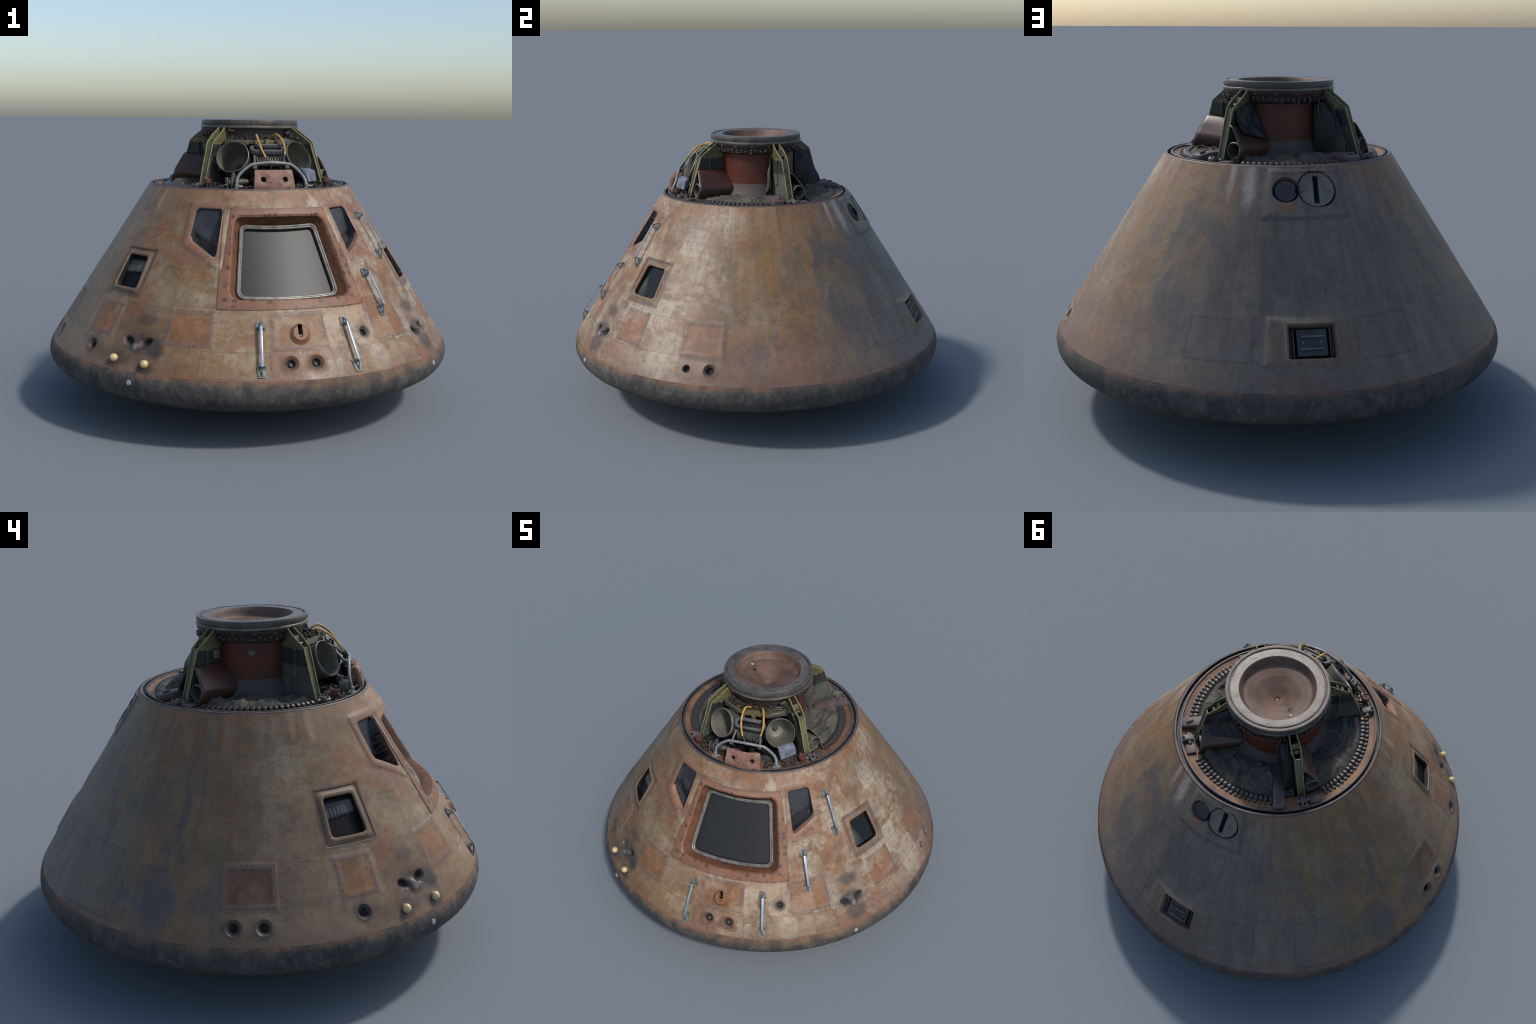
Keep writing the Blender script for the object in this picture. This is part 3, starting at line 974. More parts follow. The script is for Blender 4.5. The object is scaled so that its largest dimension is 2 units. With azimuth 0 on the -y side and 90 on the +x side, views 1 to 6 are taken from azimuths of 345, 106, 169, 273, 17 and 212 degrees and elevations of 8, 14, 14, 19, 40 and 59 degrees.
MAT = dict(
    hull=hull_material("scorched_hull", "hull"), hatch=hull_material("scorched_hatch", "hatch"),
    panel0=hull_material("rust_panel", "panel_front"), panel1=hull_material("brown_panel", "panel_side"),
    shield=shield_material(),
    slate=simple("slate_liner", (74, 76, 82), (56, 58, 64), 18, 0.5, 0, 0.35, 0.05),
    lip=simple("pale_lip", (182, 138, 114), (160, 118, 96), 40, 0.7),
    dark=simple("deep_dark", (16, 16, 18), (10, 10, 11), 20, 0.6, 0, 0.2, 0),
    recess=simple("rust_recess", (132, 84, 54), (98, 66, 50), 22, 0.7),
    funnel=simple("sooty_funnel", (78, 72, 70), (52, 50, 50), 40, 0.7),
    rail=simple("brushed_rail", (196, 206, 220), (156, 168, 184), 30, 0.32, 0.55, 0.5, 0.05),
    bracket=simple("dull_bracket", (150, 154, 150), (104, 106, 104), 60, 0.5, 0.3, 0.5, 0.2),
    gasket=simple("window_frame_metal", (154, 152, 144), (118, 114, 108), 30, 0.42, 0.4, 0.5, 0.1),
    gold=simple("ivory_stud", (246, 226, 176), (220, 190, 130), 60, 0.4, 0.1, 0.5, 0.1),
    white=simple("pale_plug", (214, 208, 206), (150, 144, 142), 60, 0.6),
    deck=simple("rust_deck", (156, 114, 76), (120, 88, 68), 9, 0.6, 0, 0.4, 0.15, wear=(96, 80, 76)),
    rim=simple("rim_metal", (112, 98, 92), (84, 76, 74), 20, 0.5, 0.1, 0.4, 0.1),
    groove=simple("black_groove", (66, 64, 68), (44, 44, 48), 20, 0.6),
    clampm=simple("clamp_metal", (104, 96, 92), (72, 68, 66), 50, 0.42, 0.3, 0.5, 0.1),
    tunnel=simple("red_tunnel", (106, 48, 30), (76, 42, 30), 7, 0.55, 0, 0.4, 0.05),
    fillet=simple("tunnel_foot", (98, 84, 80), (78, 70, 68), 12, 0.65),
    collar=simple("burnt_collar", (72, 60, 54), (54, 46, 44), 20, 0.55),
    tagred=simple("red_tag", (128, 62, 44), (104, 50, 38), 40, 0.6),
    ring=simple("ring_metal", (108, 102, 94), (84, 78, 74), 14, 0.42, 0.25, 0.5, 0.15, wear=(70, 64, 62)),
    bulge=simple("ring_bead", (138, 130, 116), (104, 98, 90), 14, 0.4, 0.25, 0.5, 0.1),
    ringtop=simple("ring_face", (118, 110, 103), (88, 81, 76), 14, 0.45, 0.1, 0.45, 0.25, wear=(58, 53, 53)),
    dish=simple("brown_dish", (126, 98, 82), (98, 76, 64), 11, 0.6, 0, 0.4, 0.15, wear=(118, 90, 70)),
    green=simple("olive_flange", (130, 122, 86), (98, 92, 70), 16, 0.5, 0.1, 0.4, 0.1),
    edge=simple("olive_edge", (158, 152, 106), (128, 124, 90), 30, 0.5),
    box=simple("maroon_fairing", (98, 62, 52), (70, 48, 44), 9, 0.38, 0, 0.5, 0.1),
    boxlip=simple("fairing_lip", (126, 116, 88), (100, 92, 74), 30, 0.5),
    pipe=simple("grey_pipe", (124, 122, 116), (98, 96, 92), 20, 0.5, 0.1),
    cloth=simple("dark_blanket", (108, 104, 94), (76, 75, 70), 9, 0.85, 0, 0.25, 0.3),
    flap=simple("black_flap", (46, 48, 50), (36, 38, 40), 9, 0.55, 0, 0.4, 0.1),
    mauve=simple("mauve_block", (112, 94, 92), (90, 78, 80), 30, 0.55),
    can=simple("grey_can", (138, 134, 122), (112, 108, 98), 9, 0.5, 0.15, 0.45, 0.05),
    canlip=simple("can_lip", (176, 172, 160), (150, 146, 136), 20, 0.4, 0.3),
    boss=simple("can_boss", (70, 70, 68), (50, 50, 50), 20, 0.5),
    tubeg=simple("grey_tube", (158, 162, 162), (134, 138, 140), 20, 0.45, 0.1),
    hose=simple("yellow_hose", (226, 178, 88), (176, 136, 70), 30, 0.5),
    dhose=simple("dark_hose", (72, 70, 66), (52, 50, 50), 30, 0.5),
    redbox=simple("red_port_block", (140, 98, 86), (166, 132, 114), 18, 0.6, 0, 0.35, 0.15, wear=(112, 86, 78)),
    blue=simple("pale_blue_box", (138, 144, 158), (106, 110, 124), 30, 0.5),
    gear=simple("grimy_gear", (92, 88, 80), (54, 50, 48), 50, 0.5, 0.2, 0.5, 0.2),
    rusty=simple("rusty_horn", (120, 72, 60), (92, 58, 50), 40, 0.6),
    cup=simple("scorched_cup", (52, 50, 50), (30, 29, 30), 50, 0.7, 0, 0.3, 0.1),
    spool=simple("spool_grey", (112, 114, 112), (90, 92, 92), 20, 0.45, 0.1),
    gear2=simple("dark_machinery", (50, 48, 46), (28, 27, 27), 40, 0.55, 0.1, 0.4, 0.3),
    soot_and_dark=simple("black_bay", (22, 20, 18), (14, 13, 12), 20, 0.7, 0, 0.2, 0),  # plain black for the bay's dark depth and for holes
    curtain=simple("window_curtain", (112, 112, 110), (84, 84, 84), 12, 0.8, 0, 0.2, 0.05),
    disc=simple("cover_disc", (138, 131, 125), (112, 107, 103), 16, 0.6),
    disc2=simple("cover_disc_dark", (74, 76, 82), (62, 64, 70), 16, 0.6),
    socket=simple("socket_grey", (74, 78, 84), (58, 62, 68), 26, 0.6),
    bar=simple("socket_bar", (120, 124, 112), (96, 100, 92), 26, 0.5),
)


def glass(name, c, rough, reflection_streaks=False):
    m = Mat(name, rough, 0.0, 0.3)
    P = m.pos()[0]
    col = m.mix(0.0, c, c)
    if reflection_streaks:
        s = m.noise(m.scaled(P, (9, 9, 2.2)), 1.6, 1.0, 0.4, 0.3)
        col = m.mix(m.mul(m.step(s, 0.48, 0.72), 0.8), c, (104, 104, 106))  # pale streaks stand for reflections, painted into the glass colour
    return m.color(col)


MAT["pane"] = glass("tinted_pane", (44, 45, 46), 0.42)
MAT["rvpane"] = glass("dark_pane", (26, 26, 28), 0.3)
MAT["sidepane"] = glass("reflection_streak_pane", (12, 12, 13), 0.15, True)


def gusset_plate_material():
    m = Mat("gusset_plate", 0.55, 0.1, 0.4)
    P, x, y, z = m.pos()
    n = m.noise(P, 14.0, 5.0, 0.6)
    low = m.mix(m.step(n, 0.35, 0.65), (112, 112, 102), (90, 90, 84))
    mid = m.mix(m.step(n, 0.35, 0.65), (66, 66, 62), (54, 54, 52))
    top = m.mix(m.step(n, 0.35, 0.65), (130, 122, 84), (106, 100, 72))
    c = m.mix(m.step(z, 1.212, 1.216), low, mid)
    c = m.mix(m.step(z, 1.278, 1.284), c, top)
    m.bump(n, 0.1, 0.003)
    return m.color(c)


MAT["plate"] = gusset_plate_material()

# ------------------------------------------------------------------ heat shield
def shield_wobble(q):
    k = 1.0 if q.z < 0.30 else max(0.0, (Z_SEAM - q.z) / 0.031)
    d = q.normalized()
    edge = 1.0 if q.z < 0.2 else 0.6
    az = math.degrees(atan2(q.x, -q.y))
    rr = min(1.0, hypot(q.x, q.y))
    lean = Vector((0.0008 * rr, 0.0008 * rr, -q.y * 0.0020 * max(0.0, min(1.0, (Z_SEAM - q.z) / 0.06)) * rr))
    grow = Vector((q.x, q.y, 0)).normalized() * fatness(az, q.z) * CA * rr if rr > 1e-3 else Vector()
    grow.z += fatness(az, q.z) * SA * max(0.0, 1 - (Z_SEAM - q.z) / 0.04)
    seam = max(0.0, min(1.0, (Z_SEAM - q.z) / 0.05))
    return lean * seam + grow + d * k * edge * (0.0022 * noise.noise(q * 9.0) + 0.0012 * noise.noise(q * 28.0) - 0.0012)


prof = []
t0 = math.atan2(Z_SHOULDER - R_SPHERE, R_MAX - R_CORNER)
for i in range(48):
    t = -pi / 2 + (t0 + pi / 2) * i / 47
    prof.append((max(R_SPHERE * cos(t), 1e-4), R_SPHERE + R_SPHERE * sin(t)))
for i in range(1, 28):
    t = t0 + (ALPHA - t0) * i / 27
    prof.append((R_MAX - R_CORNER + R_CORNER * cos(t), Z_SHOULDER + R_CORNER * sin(t)))
prof.append((cone_r(Z_SEAM), Z_SEAM))
Geo().add(lathe(prof, 288, wobble=shield_wobble)).obj("heat_shield", MAT["shield"], angle=60, fix=True)
for az in (-45.0, 45.0):
    n = Vector((sin(rad(az)) * cos(.15), -cos(rad(az)) * cos(.15), sin(.15)))
    c = pol(az, R_MAX - R_CORNER, Z_SHOULDER) + n * (R_CORNER - 0.004)
    Geo().add(disc_cup(c, n, [(.0115, 0), (.0115, .006), (.009, .0085), (.0001, .009)], 20)).obj("shield_plug", MAT["white"])

# ------------------------------------------------------------------ conical hull and everything cut out of it
HV, HF, HT = build_hull()
PART = {"hatch": ("crew_hatch", "hatch"), "hatch_recess": ("hatch_recess", "recess"), "pane": ("hatch_pane", "pane"),
        "rv_lip": ("forward_window_lip", "lip"), "rv_recess": ("forward_window_recess", "slate"), "well": ("dark_well", "dark"), "funnel": ("thruster_funnel", "funnel")}
# weld the seam at the back and give the whole skin one set of normals
full = bpy.data.meshes.new("hull_whole")
full.from_pydata([tuple(v) for v in HV], [], [tuple(f) for f in HF])
kinds = sorted({t or "skin" for t in HT})
full.polygons.foreach_set("material_index", [kinds.index(t or "skin") for t in HT])
bm = bmesh.new()
bm.from_mesh(full)
bmesh.ops.remove_doubles(bm, verts=bm.verts, dist=2e-6)
ctr = Vector((0, 0, 0.2))
bm.normal_update()
flip = [f for f in bm.faces if f.normal.dot(f.calc_center_median() - ctr) < 0]
if len(flip) > len(bm.faces) / 2:
    bmesh.ops.reverse_faces(bm, faces=bm.faces)
bm.to_mesh(full)
bm.free()
full.shade_smooth()
full.set_sharp_from_angle(angle=rad(38))
full.update()
cn = [c.vector[:] for c in full.corner_normals]


BUCKET = {}
for p in full.polygons:
    BUCKET.setdefault(kinds[p.material_index], []).append((p.loop_start, tuple(p.vertices), p.center[:]))
FULL_CO = [v.co[:] for v in full.vertices]


def part_of_hull(name, kset, mat, parent=ROOT, face_filter=None):
    vm, vs, fs, ns = {}, [], [], []
    for kind in sorted(kset):
        for start, vids, ctr_ in BUCKET.get(kind, ()):
            if face_filter and not face_filter(ctr_):
                continue
            q = []
            for k_, vi in enumerate(vids):
                if vi not in vm:
                    vm[vi] = len(vs)
                    vs.append(FULL_CO[vi])
                q.append(vm[vi])
                ns.append(cn[start + k_])
            fs.append(q)
    me = bpy.data.meshes.new(name)
    me.from_pydata(vs, [], fs)
    me.materials.append(mat)
    me.shade_smooth()
    me.normals_split_custom_set(ns)
    return obj_from(name, me, parent)


def side(lo, hi):
    def f(c):
        a = math.degrees(atan2(c[0], -c[1]))
        return lo <= a <= hi
    return f


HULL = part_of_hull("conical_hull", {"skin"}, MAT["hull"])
HATCH_O = part_of_hull("crew_hatch", {"hatch"}, MAT["hatch"])
part_of_hull("window_recess", {"hatch_recess"}, MAT["recess"], HATCH_O)
part_of_hull("window_pane", {"pane"}, MAT["pane"], HATCH_O)
for i, p in enumerate(PANELS):
    if p[4] == 2:
        continue
    part_of_hull("access_panel", {"panel%d" % i}, MAT["panel%d" % p[4]])
for lo, hi in ((-60, 0), (0, 60)):
    w = part_of_hull("forward_window", {"rv_recess"}, MAT["slate"], ROOT, side(lo, hi))
    part_of_hull("window_lip", {"rv_lip"}, MAT["lip"], w, side(lo, hi))
part_of_hull("thruster_port", {"funnel"}, MAT["funnel"])
part_of_hull("thruster_cup", {"cup"}, MAT["cup"])
part_of_hull("dark_well", {"well"}, MAT["dark"])
bpy.data.meshes.remove(full)

# hatch window frame: double bead following the recess
path = local_poly(HATCH_FRAME, 0.005, 0.036, 0.010)
fr = Geo()
fr.add(tube([on_cone(a, z, hatch_depth(a, z) - 0.006) for a, z in path], 0.0062, 10, closed=True))
path2 = local_poly(HATCH_FRAME, 0.0130, 0.032, 0.010)
fr.add(tube([on_cone(a, z, hatch_depth(a, z) - 0.009) for a, z in path2], 0.0050, 10, closed=True))
fr.obj("window_frame", MAT["gasket"], HATCH_O)

# panes of the forward windows
for poly, s in ((RV_L, -1), (RV_R, 1)):
    zz = []
    pts = [(28.3, .853), (38.2, .892), (37.6, .868), (28.0, .816)]
    g = [on_cone(s * a, z, -0.047 - 0.034 * (1 - (a - 27) / 13)) for a, z in pts]
    n = cone_frame(s * 33)[0]
    g2 = [p - n * 0.006 for p in g]
    v = g + g2
    f = [(0, 1, 2, 3), (7, 6, 5, 4), (0, 4, 5, 1), (1, 5, 6, 2), (2, 6, 7, 3), (3, 7, 4, 0)]
    obj_from("forward_pane", mesh("forward_pane", v, f, MAT["rvpane"], angle=20))
# side windows: curtain on the left, pane with painted reflection streaks on the right
g = Geo()
v, f = [], []
N = 40
for i in range(N + 1):
    a = -65.8 + 10.2 * i / N
    for j in range(7):
        t = j / 6
        z = 0.765 - (0.040 + 0.012 * (1 - i / N)) * t - 0.004 * abs(sin(i * 0.9)) * (t > 0.9)
        v.append(on_cone(a, z, -0.0185 + 0.0016 * sin(i * 1.25) * (0.3 + 0.7 * t)))
for i in range(N):
    for j in range(6):
        f.append((i * 7 + j, i * 7 + j + 1, (i + 1) * 7 + j + 1, (i + 1) * 7 + j))
g.add((v, f))
o = g.obj("window_curtain", MAT["curtain"])
sm = o.modifiers.new("thick", "SOLIDIFY")
sm.thickness = 0.002
v, f = [], []
pts = local_poly(SIDE_R, 0.001, 0.015, 0.006)
v = [on_cone(a, z, -0.0165) for a, z in pts] + [on_cone(a, z, -0.0195) for a, z in pts]
k = len(pts)
f = [tuple(range(k)), tuple(range(2 * k - 1, k - 1, -1))] + [(i, k + i, k + (i + 1) % k, (i + 1) % k) for i in range(k)]
obj_from("side_pane", mesh("side_pane", v, f, MAT["sidepane"], angle=20))

# ------------------------------------------------------------------ fittings on the hull
def on_surf(az, z):
    n, et, up = cone_frame(az)
    return on_cone(az, z), n, et, up


def handrail(az, z_top, z_bot, h=0.032):
    """flat bar on two triangular bracket feet"""
    root = bpy.data.objects.new("handrail", None)
    bpy.context.scene.collection.objects.link(root)
    root.parent = ROOT
    n, et, up = cone_frame(az)
    foot = 0.040 * CA
    bt, bb = z_top - foot * 0.55, z_bot + foot * 1.0
    a, b = on_cone(az, bt, h), on_cone(az, bb, h)
    me = Geo().add(box((a + b) / 2, 0.0125, (a - b).length + 0.006, 0.0045, et, up, n)).mesh("bar", MAT["rail"], bevel=0.0012, fix=True)
    obj_from("bar", me, root)
    for zi, zo in ((bt, z_top + 0.008), (bb, z_bot - 0.004)):
        s = 1 if zo > zi else -1
        base, tip = on_cone(az, zi, 0.0), on_cone(az, zo, 0.0)
        L = (tip - base).length
        g = Geo()
        # trapezoid foot plate
        w0, w1 = 0.022, 0.014
        g.add(prism([(-w0, -0.008), (w0, -0.008), (w1, L), (-w1, L)], -0.003, 0.005, lambda u, q, d: base + et * u + up * (s * q) + n * d))
        # upright and raking strut
        g.add(prism([(-w0, 0.0), (w0, 0.0), (0.006, h), (-0.006, h)], -0.004, 0.002, lambda u, q, d: base + et * u + n * q + up * (s * d)))
        top = base + n * h
        g.add(tube([top, base + up * (s * L * 0.9) + n * 0.004], 0.0032, 8))
        for u, q in ((-0.012, 0.010), (0.012, 0.010), (-0.008, L - 0.010), (0.008, L - 0.010)):
            c = base + et * u + up * (s * q)
            g.add(cyl(c + n * 0.003, c + n * 0.0075, 0.0028, 8))
        obj_from("bracket", g.mesh("bracket", MAT["bracket"], fix=True), root)


handrail(-11.1, 0.545, 0.347, 0.026)
handrail(14.6, 0.545, 0.347, 0.028)
handrail(31.0, 0.722, 0.536, 0.032)
handrail(47.2, 0.958, 0.752, 0.032)

for az, z in ((-51.8, 0.370), (-41.7, 0.366)):
    c, n, et, up = on_surf(az, z)
    o = Geo().add(sphere((0, 0, 0), 0.0185, 24)).add(cyl((0, 0, -0.016), (0, 0, -0.006), 0.014)).obj("round_stud", MAT["gold"])
    o.matrix_local = Matrix.Translation(c + n * 0.007) @ n.to_track_quat("Z", "Y").to_matrix().to_4x4()
# towing pin
c, n, et, up = on_surf(0.0, 0.497)
Geo().add(cyl(c - et * 0.009 + n * 0.010 - up * 0.004, c + et * 0.009 + n * 0.010 - up * 0.004, 0.0028, 10)).obj("towing_pin", MAT["rail"])
# nozzle tips inside the front pitch thrusters
for az in (-3.4, 3.4):
    c, n, et, up = on_surf(az, 0.394)
    Geo().add(sphere(c - n * 0.020 - up * 0.003, 0.0085, 14)).obj("nozzle_tip", MAT["pipe"])

# covers at the back
def cover(az, z, r, mat, dish, slot=None):
    c, n, et, up = on_surf(az, z)
    c = c - n * 0.011
    prof = [(r, -0.030), (r, 0.0), (r - 0.002, 0.002)]
    prof += [(r * 0.72, 0.002 - dish * 0.8), (r * 0.5, 0.002 - dish), (0.0005, 0.002 - dish)]
    g = Geo().add(disc_cup(c, n, prof, 40))
    o = g.obj("vent_cover", mat)
    return c, n, et, up, o


c, n, et, up, o = cover(171.8, 0.998, 0.0445, MAT["disc2"], 0.006)
# the larger cover is two half discs either side of a slot
c, n, et, up = on_surf(-175.7, 1.0)
c = c - n * 0.006
tilt = rad(4.0)
uu = et * cos(tilt) - up * sin(tilt)
ww = up * cos(tilt) + et * sin(tilt)
R = 0.0720
g = Geo()
for s in (-1, 1):
    pts = []
    w = 0.0115
    t1 = math.acos(w / R)
    for i in range(25):
        t = -t1 + 2 * t1 * i / 24
        pts.append((s * R * cos(t), R * sin(t)))
    g.add(prism(pts, -0.03, 0.0025, lambda u, q, d: c + uu * u + ww * q + n * d))
for s in (-1, 1):
    g.add(prism([(-.0115, s * .058), (.0115, s * .058), (.0115, s * .0715), (-.0115, s * .0715)], -0.03, 0.001, lambda u, q, d: c + uu * u + ww * q + n * d))
g.obj("slotted_cover", MAT["disc"], fix=True, angle=30)

# socket bars and frame
n, et, up = cone_frame(177.1)
g = Geo()
c = on_cone(177.1, 0.4895, -0.014)
g.add(box(c - n * 0.010, 0.112, 0.100, 0.030, et, up, n), 0)
for s in (-1, 1):
    g.add(box(c + et * (s * 0.070) - n * 0.008, 0.007, 0.112, 0.016, et, up, n), 0)
    g.add(box(c + et * (s * 0.080) - n * 0.008, 0.005, 0.108, 0.012, et, up, n), 0)
for q in (-0.025, 0.022):
    g.add(box(c + up * q + n * 0.009, 0.088, 0.0085, 0.010, et, up, n), 1)
for s in (-1, 1):
    g.add(cyl(c + et * (s * .034) + n * 0.003, c + et * (s * .034) + n * 0.010, .006, 12), 1)
g.obj("umbilical_socket", [MAT["socket"], MAT["bar"]], bevel=0.001, fix=True)

# ------------------------------------------------------------------ forward deck
rc = cone_r(Z_RIM)
rim = [(rc, Z_RIM), (rc - 0.002, Z_RIM + 0.0035), (0.4935, 1.0870), (0.4880, 1.0872), (0.4845, 1.0850)]
groove = [(0.4845, 1.0850), (0.4835, 1.0700), (0.4735, 1.0700), (0.4725, 1.0850)]
ridge = [(0.4725, 1.0850), (0.4700, 1.0868), (0.4655, 1.0860), (0.4635, 1.0800)]
deck = [(0.4637, 1.0800), (0.4550, 1.0765), (0.4300, 1.0750), (0.3950, 1.0735), (0.3940, 1.063)]
g = Geo()
for p, mi in ((rim, 0), (groove, 1), (ridge, 0)):
    g.add(lathe(p, 200, wobble=lambda q: Vector((0, 0, 0.0012 * noise.noise(q * 12))) + Vector((q.x, q.y, 0)).normalized() * (fatness(math.degrees(atan2(q.x, -q.y)), q.z) * CA * min(1, max(0, (hypot(q.x, q.y) - .465) / .02)))), mi)
g.obj("deck_rim", [MAT["rim"], MAT["groove"]], angle=50)
Geo().add(lathe(deck, 160, wobble=lambda q: Vector((0, 0, 0.0018 * noise.noise(q * 14))))).obj("deck_ring", MAT["deck"])
Geo().add(lathe([(0.40, 1.060), (0.20, 1.060)], 96)).obj("bay_dark_plane", MAT["soot_and_dark"])  # black plane stands in for the dark depth of the pit

# clamps round three quarters of the deck
g = Geo()
strap = [(.386, .005), (.392, .010), (.402, .0140), (.412, .0140), (.419, .010), (.422, .006), (.436, .005)]
w = 0.0080
v, f = [], []
for r_, z_ in strap:
    for s in (-1, 1):
        for d in (0, -0.006):
            v.append(Vector((s * w * (0.8 if r_ > .42 else 1.0), -r_, z_ + d)))
m_ = len(strap)
for i in range(m_ - 1):
    a, b = i * 4, (i + 1) * 4
    f += [(a, a + 2, b + 2, b), (a + 1, b + 1, b + 3, a + 3), (a, b, b + 1, a + 1), (a + 2, a + 3, b + 3, b + 2)]
f += [(0, 1, 3, 2), ((m_ - 1) * 4, (m_ - 1) * 4 + 2, (m_ - 1) * 4 + 3, (m_ - 1) * 4 + 1)]
g.add((v, f))
g.add(cyl((0, -.4295, .006), (0, -.4295, .0095), .0034, 8))
g.add(box((0, -.4285, .0045), .0125, .013, .007))
clamp_me = g.mesh("deck_clamp", MAT["clampm"], bevel=0.0010, fix=True)
ARCS = ((62.5, 117.0), (149.0, 207.0), (-117.5, -53.5))
for a0, a1 in ARCS:
    k = int(round((a1 - a0) / 3.25))
    for i in range(k + 1):
        az = a0 + (a1 - a0) * i / k + random.uniform(-.15, .15)
        mw = Matrix.Translation((0, 0, 1.0750)) @ Matrix.Rotation(rad(az), 4, "Z")
        obj_from("deck_clamp", clamp_me, ROOT, mw)
    Geo().add(tube([pol(a0 - 1 + (a1 - a0 + 2) * i / 40, .4075, 1.0765) for i in range(41)], .0085, 8)).obj("clamp_band", MAT["gear2"])
    n_ = 40
    Geo().add(tube([pol(a0 - 3 + (a1 - a0 + 6) * i / n_, .3925, 1.0800) for i in range(n_ + 1)], .0034, 8)).obj("blanket_rail", MAT["rim"])

# crumpled blankets in the three open bays
def blanket(a0, a1, seed, lift):
    NA, NR = 170, 60
    v, f = [], []
    off = Vector((seed * 3.1, seed * 1.7, seed * 0.9))
    for i in range(NA + 1):
        ta = i / NA
        az = a0 + (a1 - a0) * ta
        for j in range(NR + 1):
            tr = j / NR
            r = 0.215 + (0.392 - 0.215) * tr
            p = pol(az, r, 0)
            q = p * 9.0 + off
            warp = Vector((noise.noise(q), noise.noise(q + Vector((7, 3, 1))), 0)) * 0.9
            a = noise.noise(q * 0.8 + warp)
            fold = (1 - abs(noise.noise(q * 0.95 + warp * 1.3 + Vector((4, 9, 2))))) ** 5
            small = noise.noise(q * 3.4 + warp) * 0.25
            crease = (1 - abs(noise.noise(q * 2.6 + warp * 1.2 + Vector((1, 5, 8))))) ** 9
            hgt = (0.50 + 0.5 * a) * 0.7 + fold * 0.8 + small * 0.14 + crease * 0.30
            env = min(1.0, (1 - tr) / 0.14) ** 0.7 * min(1.0, tr / 0.10)
            v.append(Vector((p.x, p.y, 1.0762 + lift * env * hgt)))
    for i in range(NA):
        for j in range(NR):
            k = i * (NR + 1) + j
            f.append((k, k + 1, k + NR + 2, k + NR + 1))
    o = Geo().add((v, f)).obj("blanket", MAT["cloth"], angle=80, fix=True)
    s = o.modifiers.new("thick", "SOLIDIFY")
    s.thickness = 0.005
    return o


blanket(51, 129, 1, 0.020)
blanket(136, 223, 2, 0.024)
blanket(-129, -51, 3, 0.021)

# ------------------------------------------------------------------ docking tunnel
g = Geo()
g.add(lathe([(.252, 1.066), (.240, 1.082), (.220, 1.108), (.209, 1.132), (.2045, 1.150)], 96), 1)
g.add(lathe([(.2045, 1.150), (.203, 1.20), (.203, 1.31)], 96), 0)
def slim_front(q):
    """between the front gussets the collar does not flare"""
    r = hypot(q.x, q.y)
    a = abs(math.degrees(atan2(q.x, -q.y)))
    k = max(0.0, min(1.0, (46 - a) / 3))
    return Vector((-q.x, -q.y, 0)).normalized() * (max(0.0, r - .213) * k)


g.add(lathe([(.203, 1.304), (.216, 1.306), (.224, 1.311), (.2265, 1.322), (.2275, 1.333), (.235, 1.341), (.2395, 1.350), (.240, 1.356)], 240, wobble=slim_front), 2)
TUN = g.obj("docking_tunnel", [MAT["tunnel"], MAT["fillet"], MAT["collar"]])
# bolts and tags on the collar
bolt = Geo().add(cyl((0, -.222, 0), (0, -.2405, -.001), .0062, 6)).add(sphere((0, -.2405, -.001), .0050, 8)).mesh("collar_bolt", MAT["clampm"], fix=True)
az = -176.0
while az < 180:
    d = [abs((az - q + 180) % 360 - 180) for q in (47.8, 132.8, -47.8, -132.8)]
    if min(d) > 5.5 and abs(az) > 44:
        for k in range(1 if random.random() < .7 else 2):
            mw = Matrix.Translation((0, 0, 1.327 + random.uniform(-.006, .005) - .008 * k)) @ Matrix.Rotation(rad(az + random.uniform(-1, 1)), 4, "Z")
            obj_from("collar_bolt", bolt, TUN, mw)
    az += 5.9
tag = Geo().add(box((0, -.2365, 0), .0155, .008, .008)).mesh("collar_tag", MAT["tagred"], bevel=.0012, fix=True)
for az in range(-170, 190, 21):
    if abs(az) > 50:
        obj_from("collar_tag", tag, TUN, Matrix.Translation((0, 0, 1.3455)) @ Matrix.Rotation(rad(az), 4, "Z"))
Geo().add(box(pol(-90, .204, 1.262), .028, .008, .020, (0, 1, 0), (1, 0, 0))).obj("tunnel_plate", MAT["pipe"], TUN, bevel=.002, fix=True)
for z_, r_ in ((1.334, .2285), (1.314, .2255)):
    Geo().add(tube([pol(47 + i * 4, r_, z_) for i in range(67)], .0028, 8)).obj("collar_hoop", MAT["collar"], TUN)

RC = Vector((0.0012, 0.0028, 0))


def ringwob(q):
    return RC + Vector((0, 0, 0.0016 * noise.noise(q * 11))) + Vector((q.x, q.y, 0)).normalized() * 0.0011 * noise.noise(q * 17)


g = Geo()
g.add(lathe([(.234, 1.3550), (.2405, 1.3575), (.2425, 1.3625), (.2410, 1.3680)], 160, wobble=ringwob), 1)
g.add(lathe([(.2410, 1.3680), (.2372, 1.3705), (.2385, 1.3730), (.2390, 1.3905), (.2375, 1.3955), (.2330, 1.3962)], 160, wobble=ringwob), 0)
g.add(lathe([(.2330, 1.3962), (.2255, 1.3955), (.2235, 1.3905), (.2195, 1.3905)], 160, wobble=ringwob), 2)
g.add(lathe([(.2195, 1.3905), (.2170, 1.3945), (.2120, 1.3955), (.1960, 1.3935), (.1830, 1.3945), (.1772, 1.3940)], 160, wobble=ringwob), 3)
g.obj("docking_ring", [MAT["ring"], MAT["bulge"], MAT["rim"], MAT["ringtop"]], angle=45)


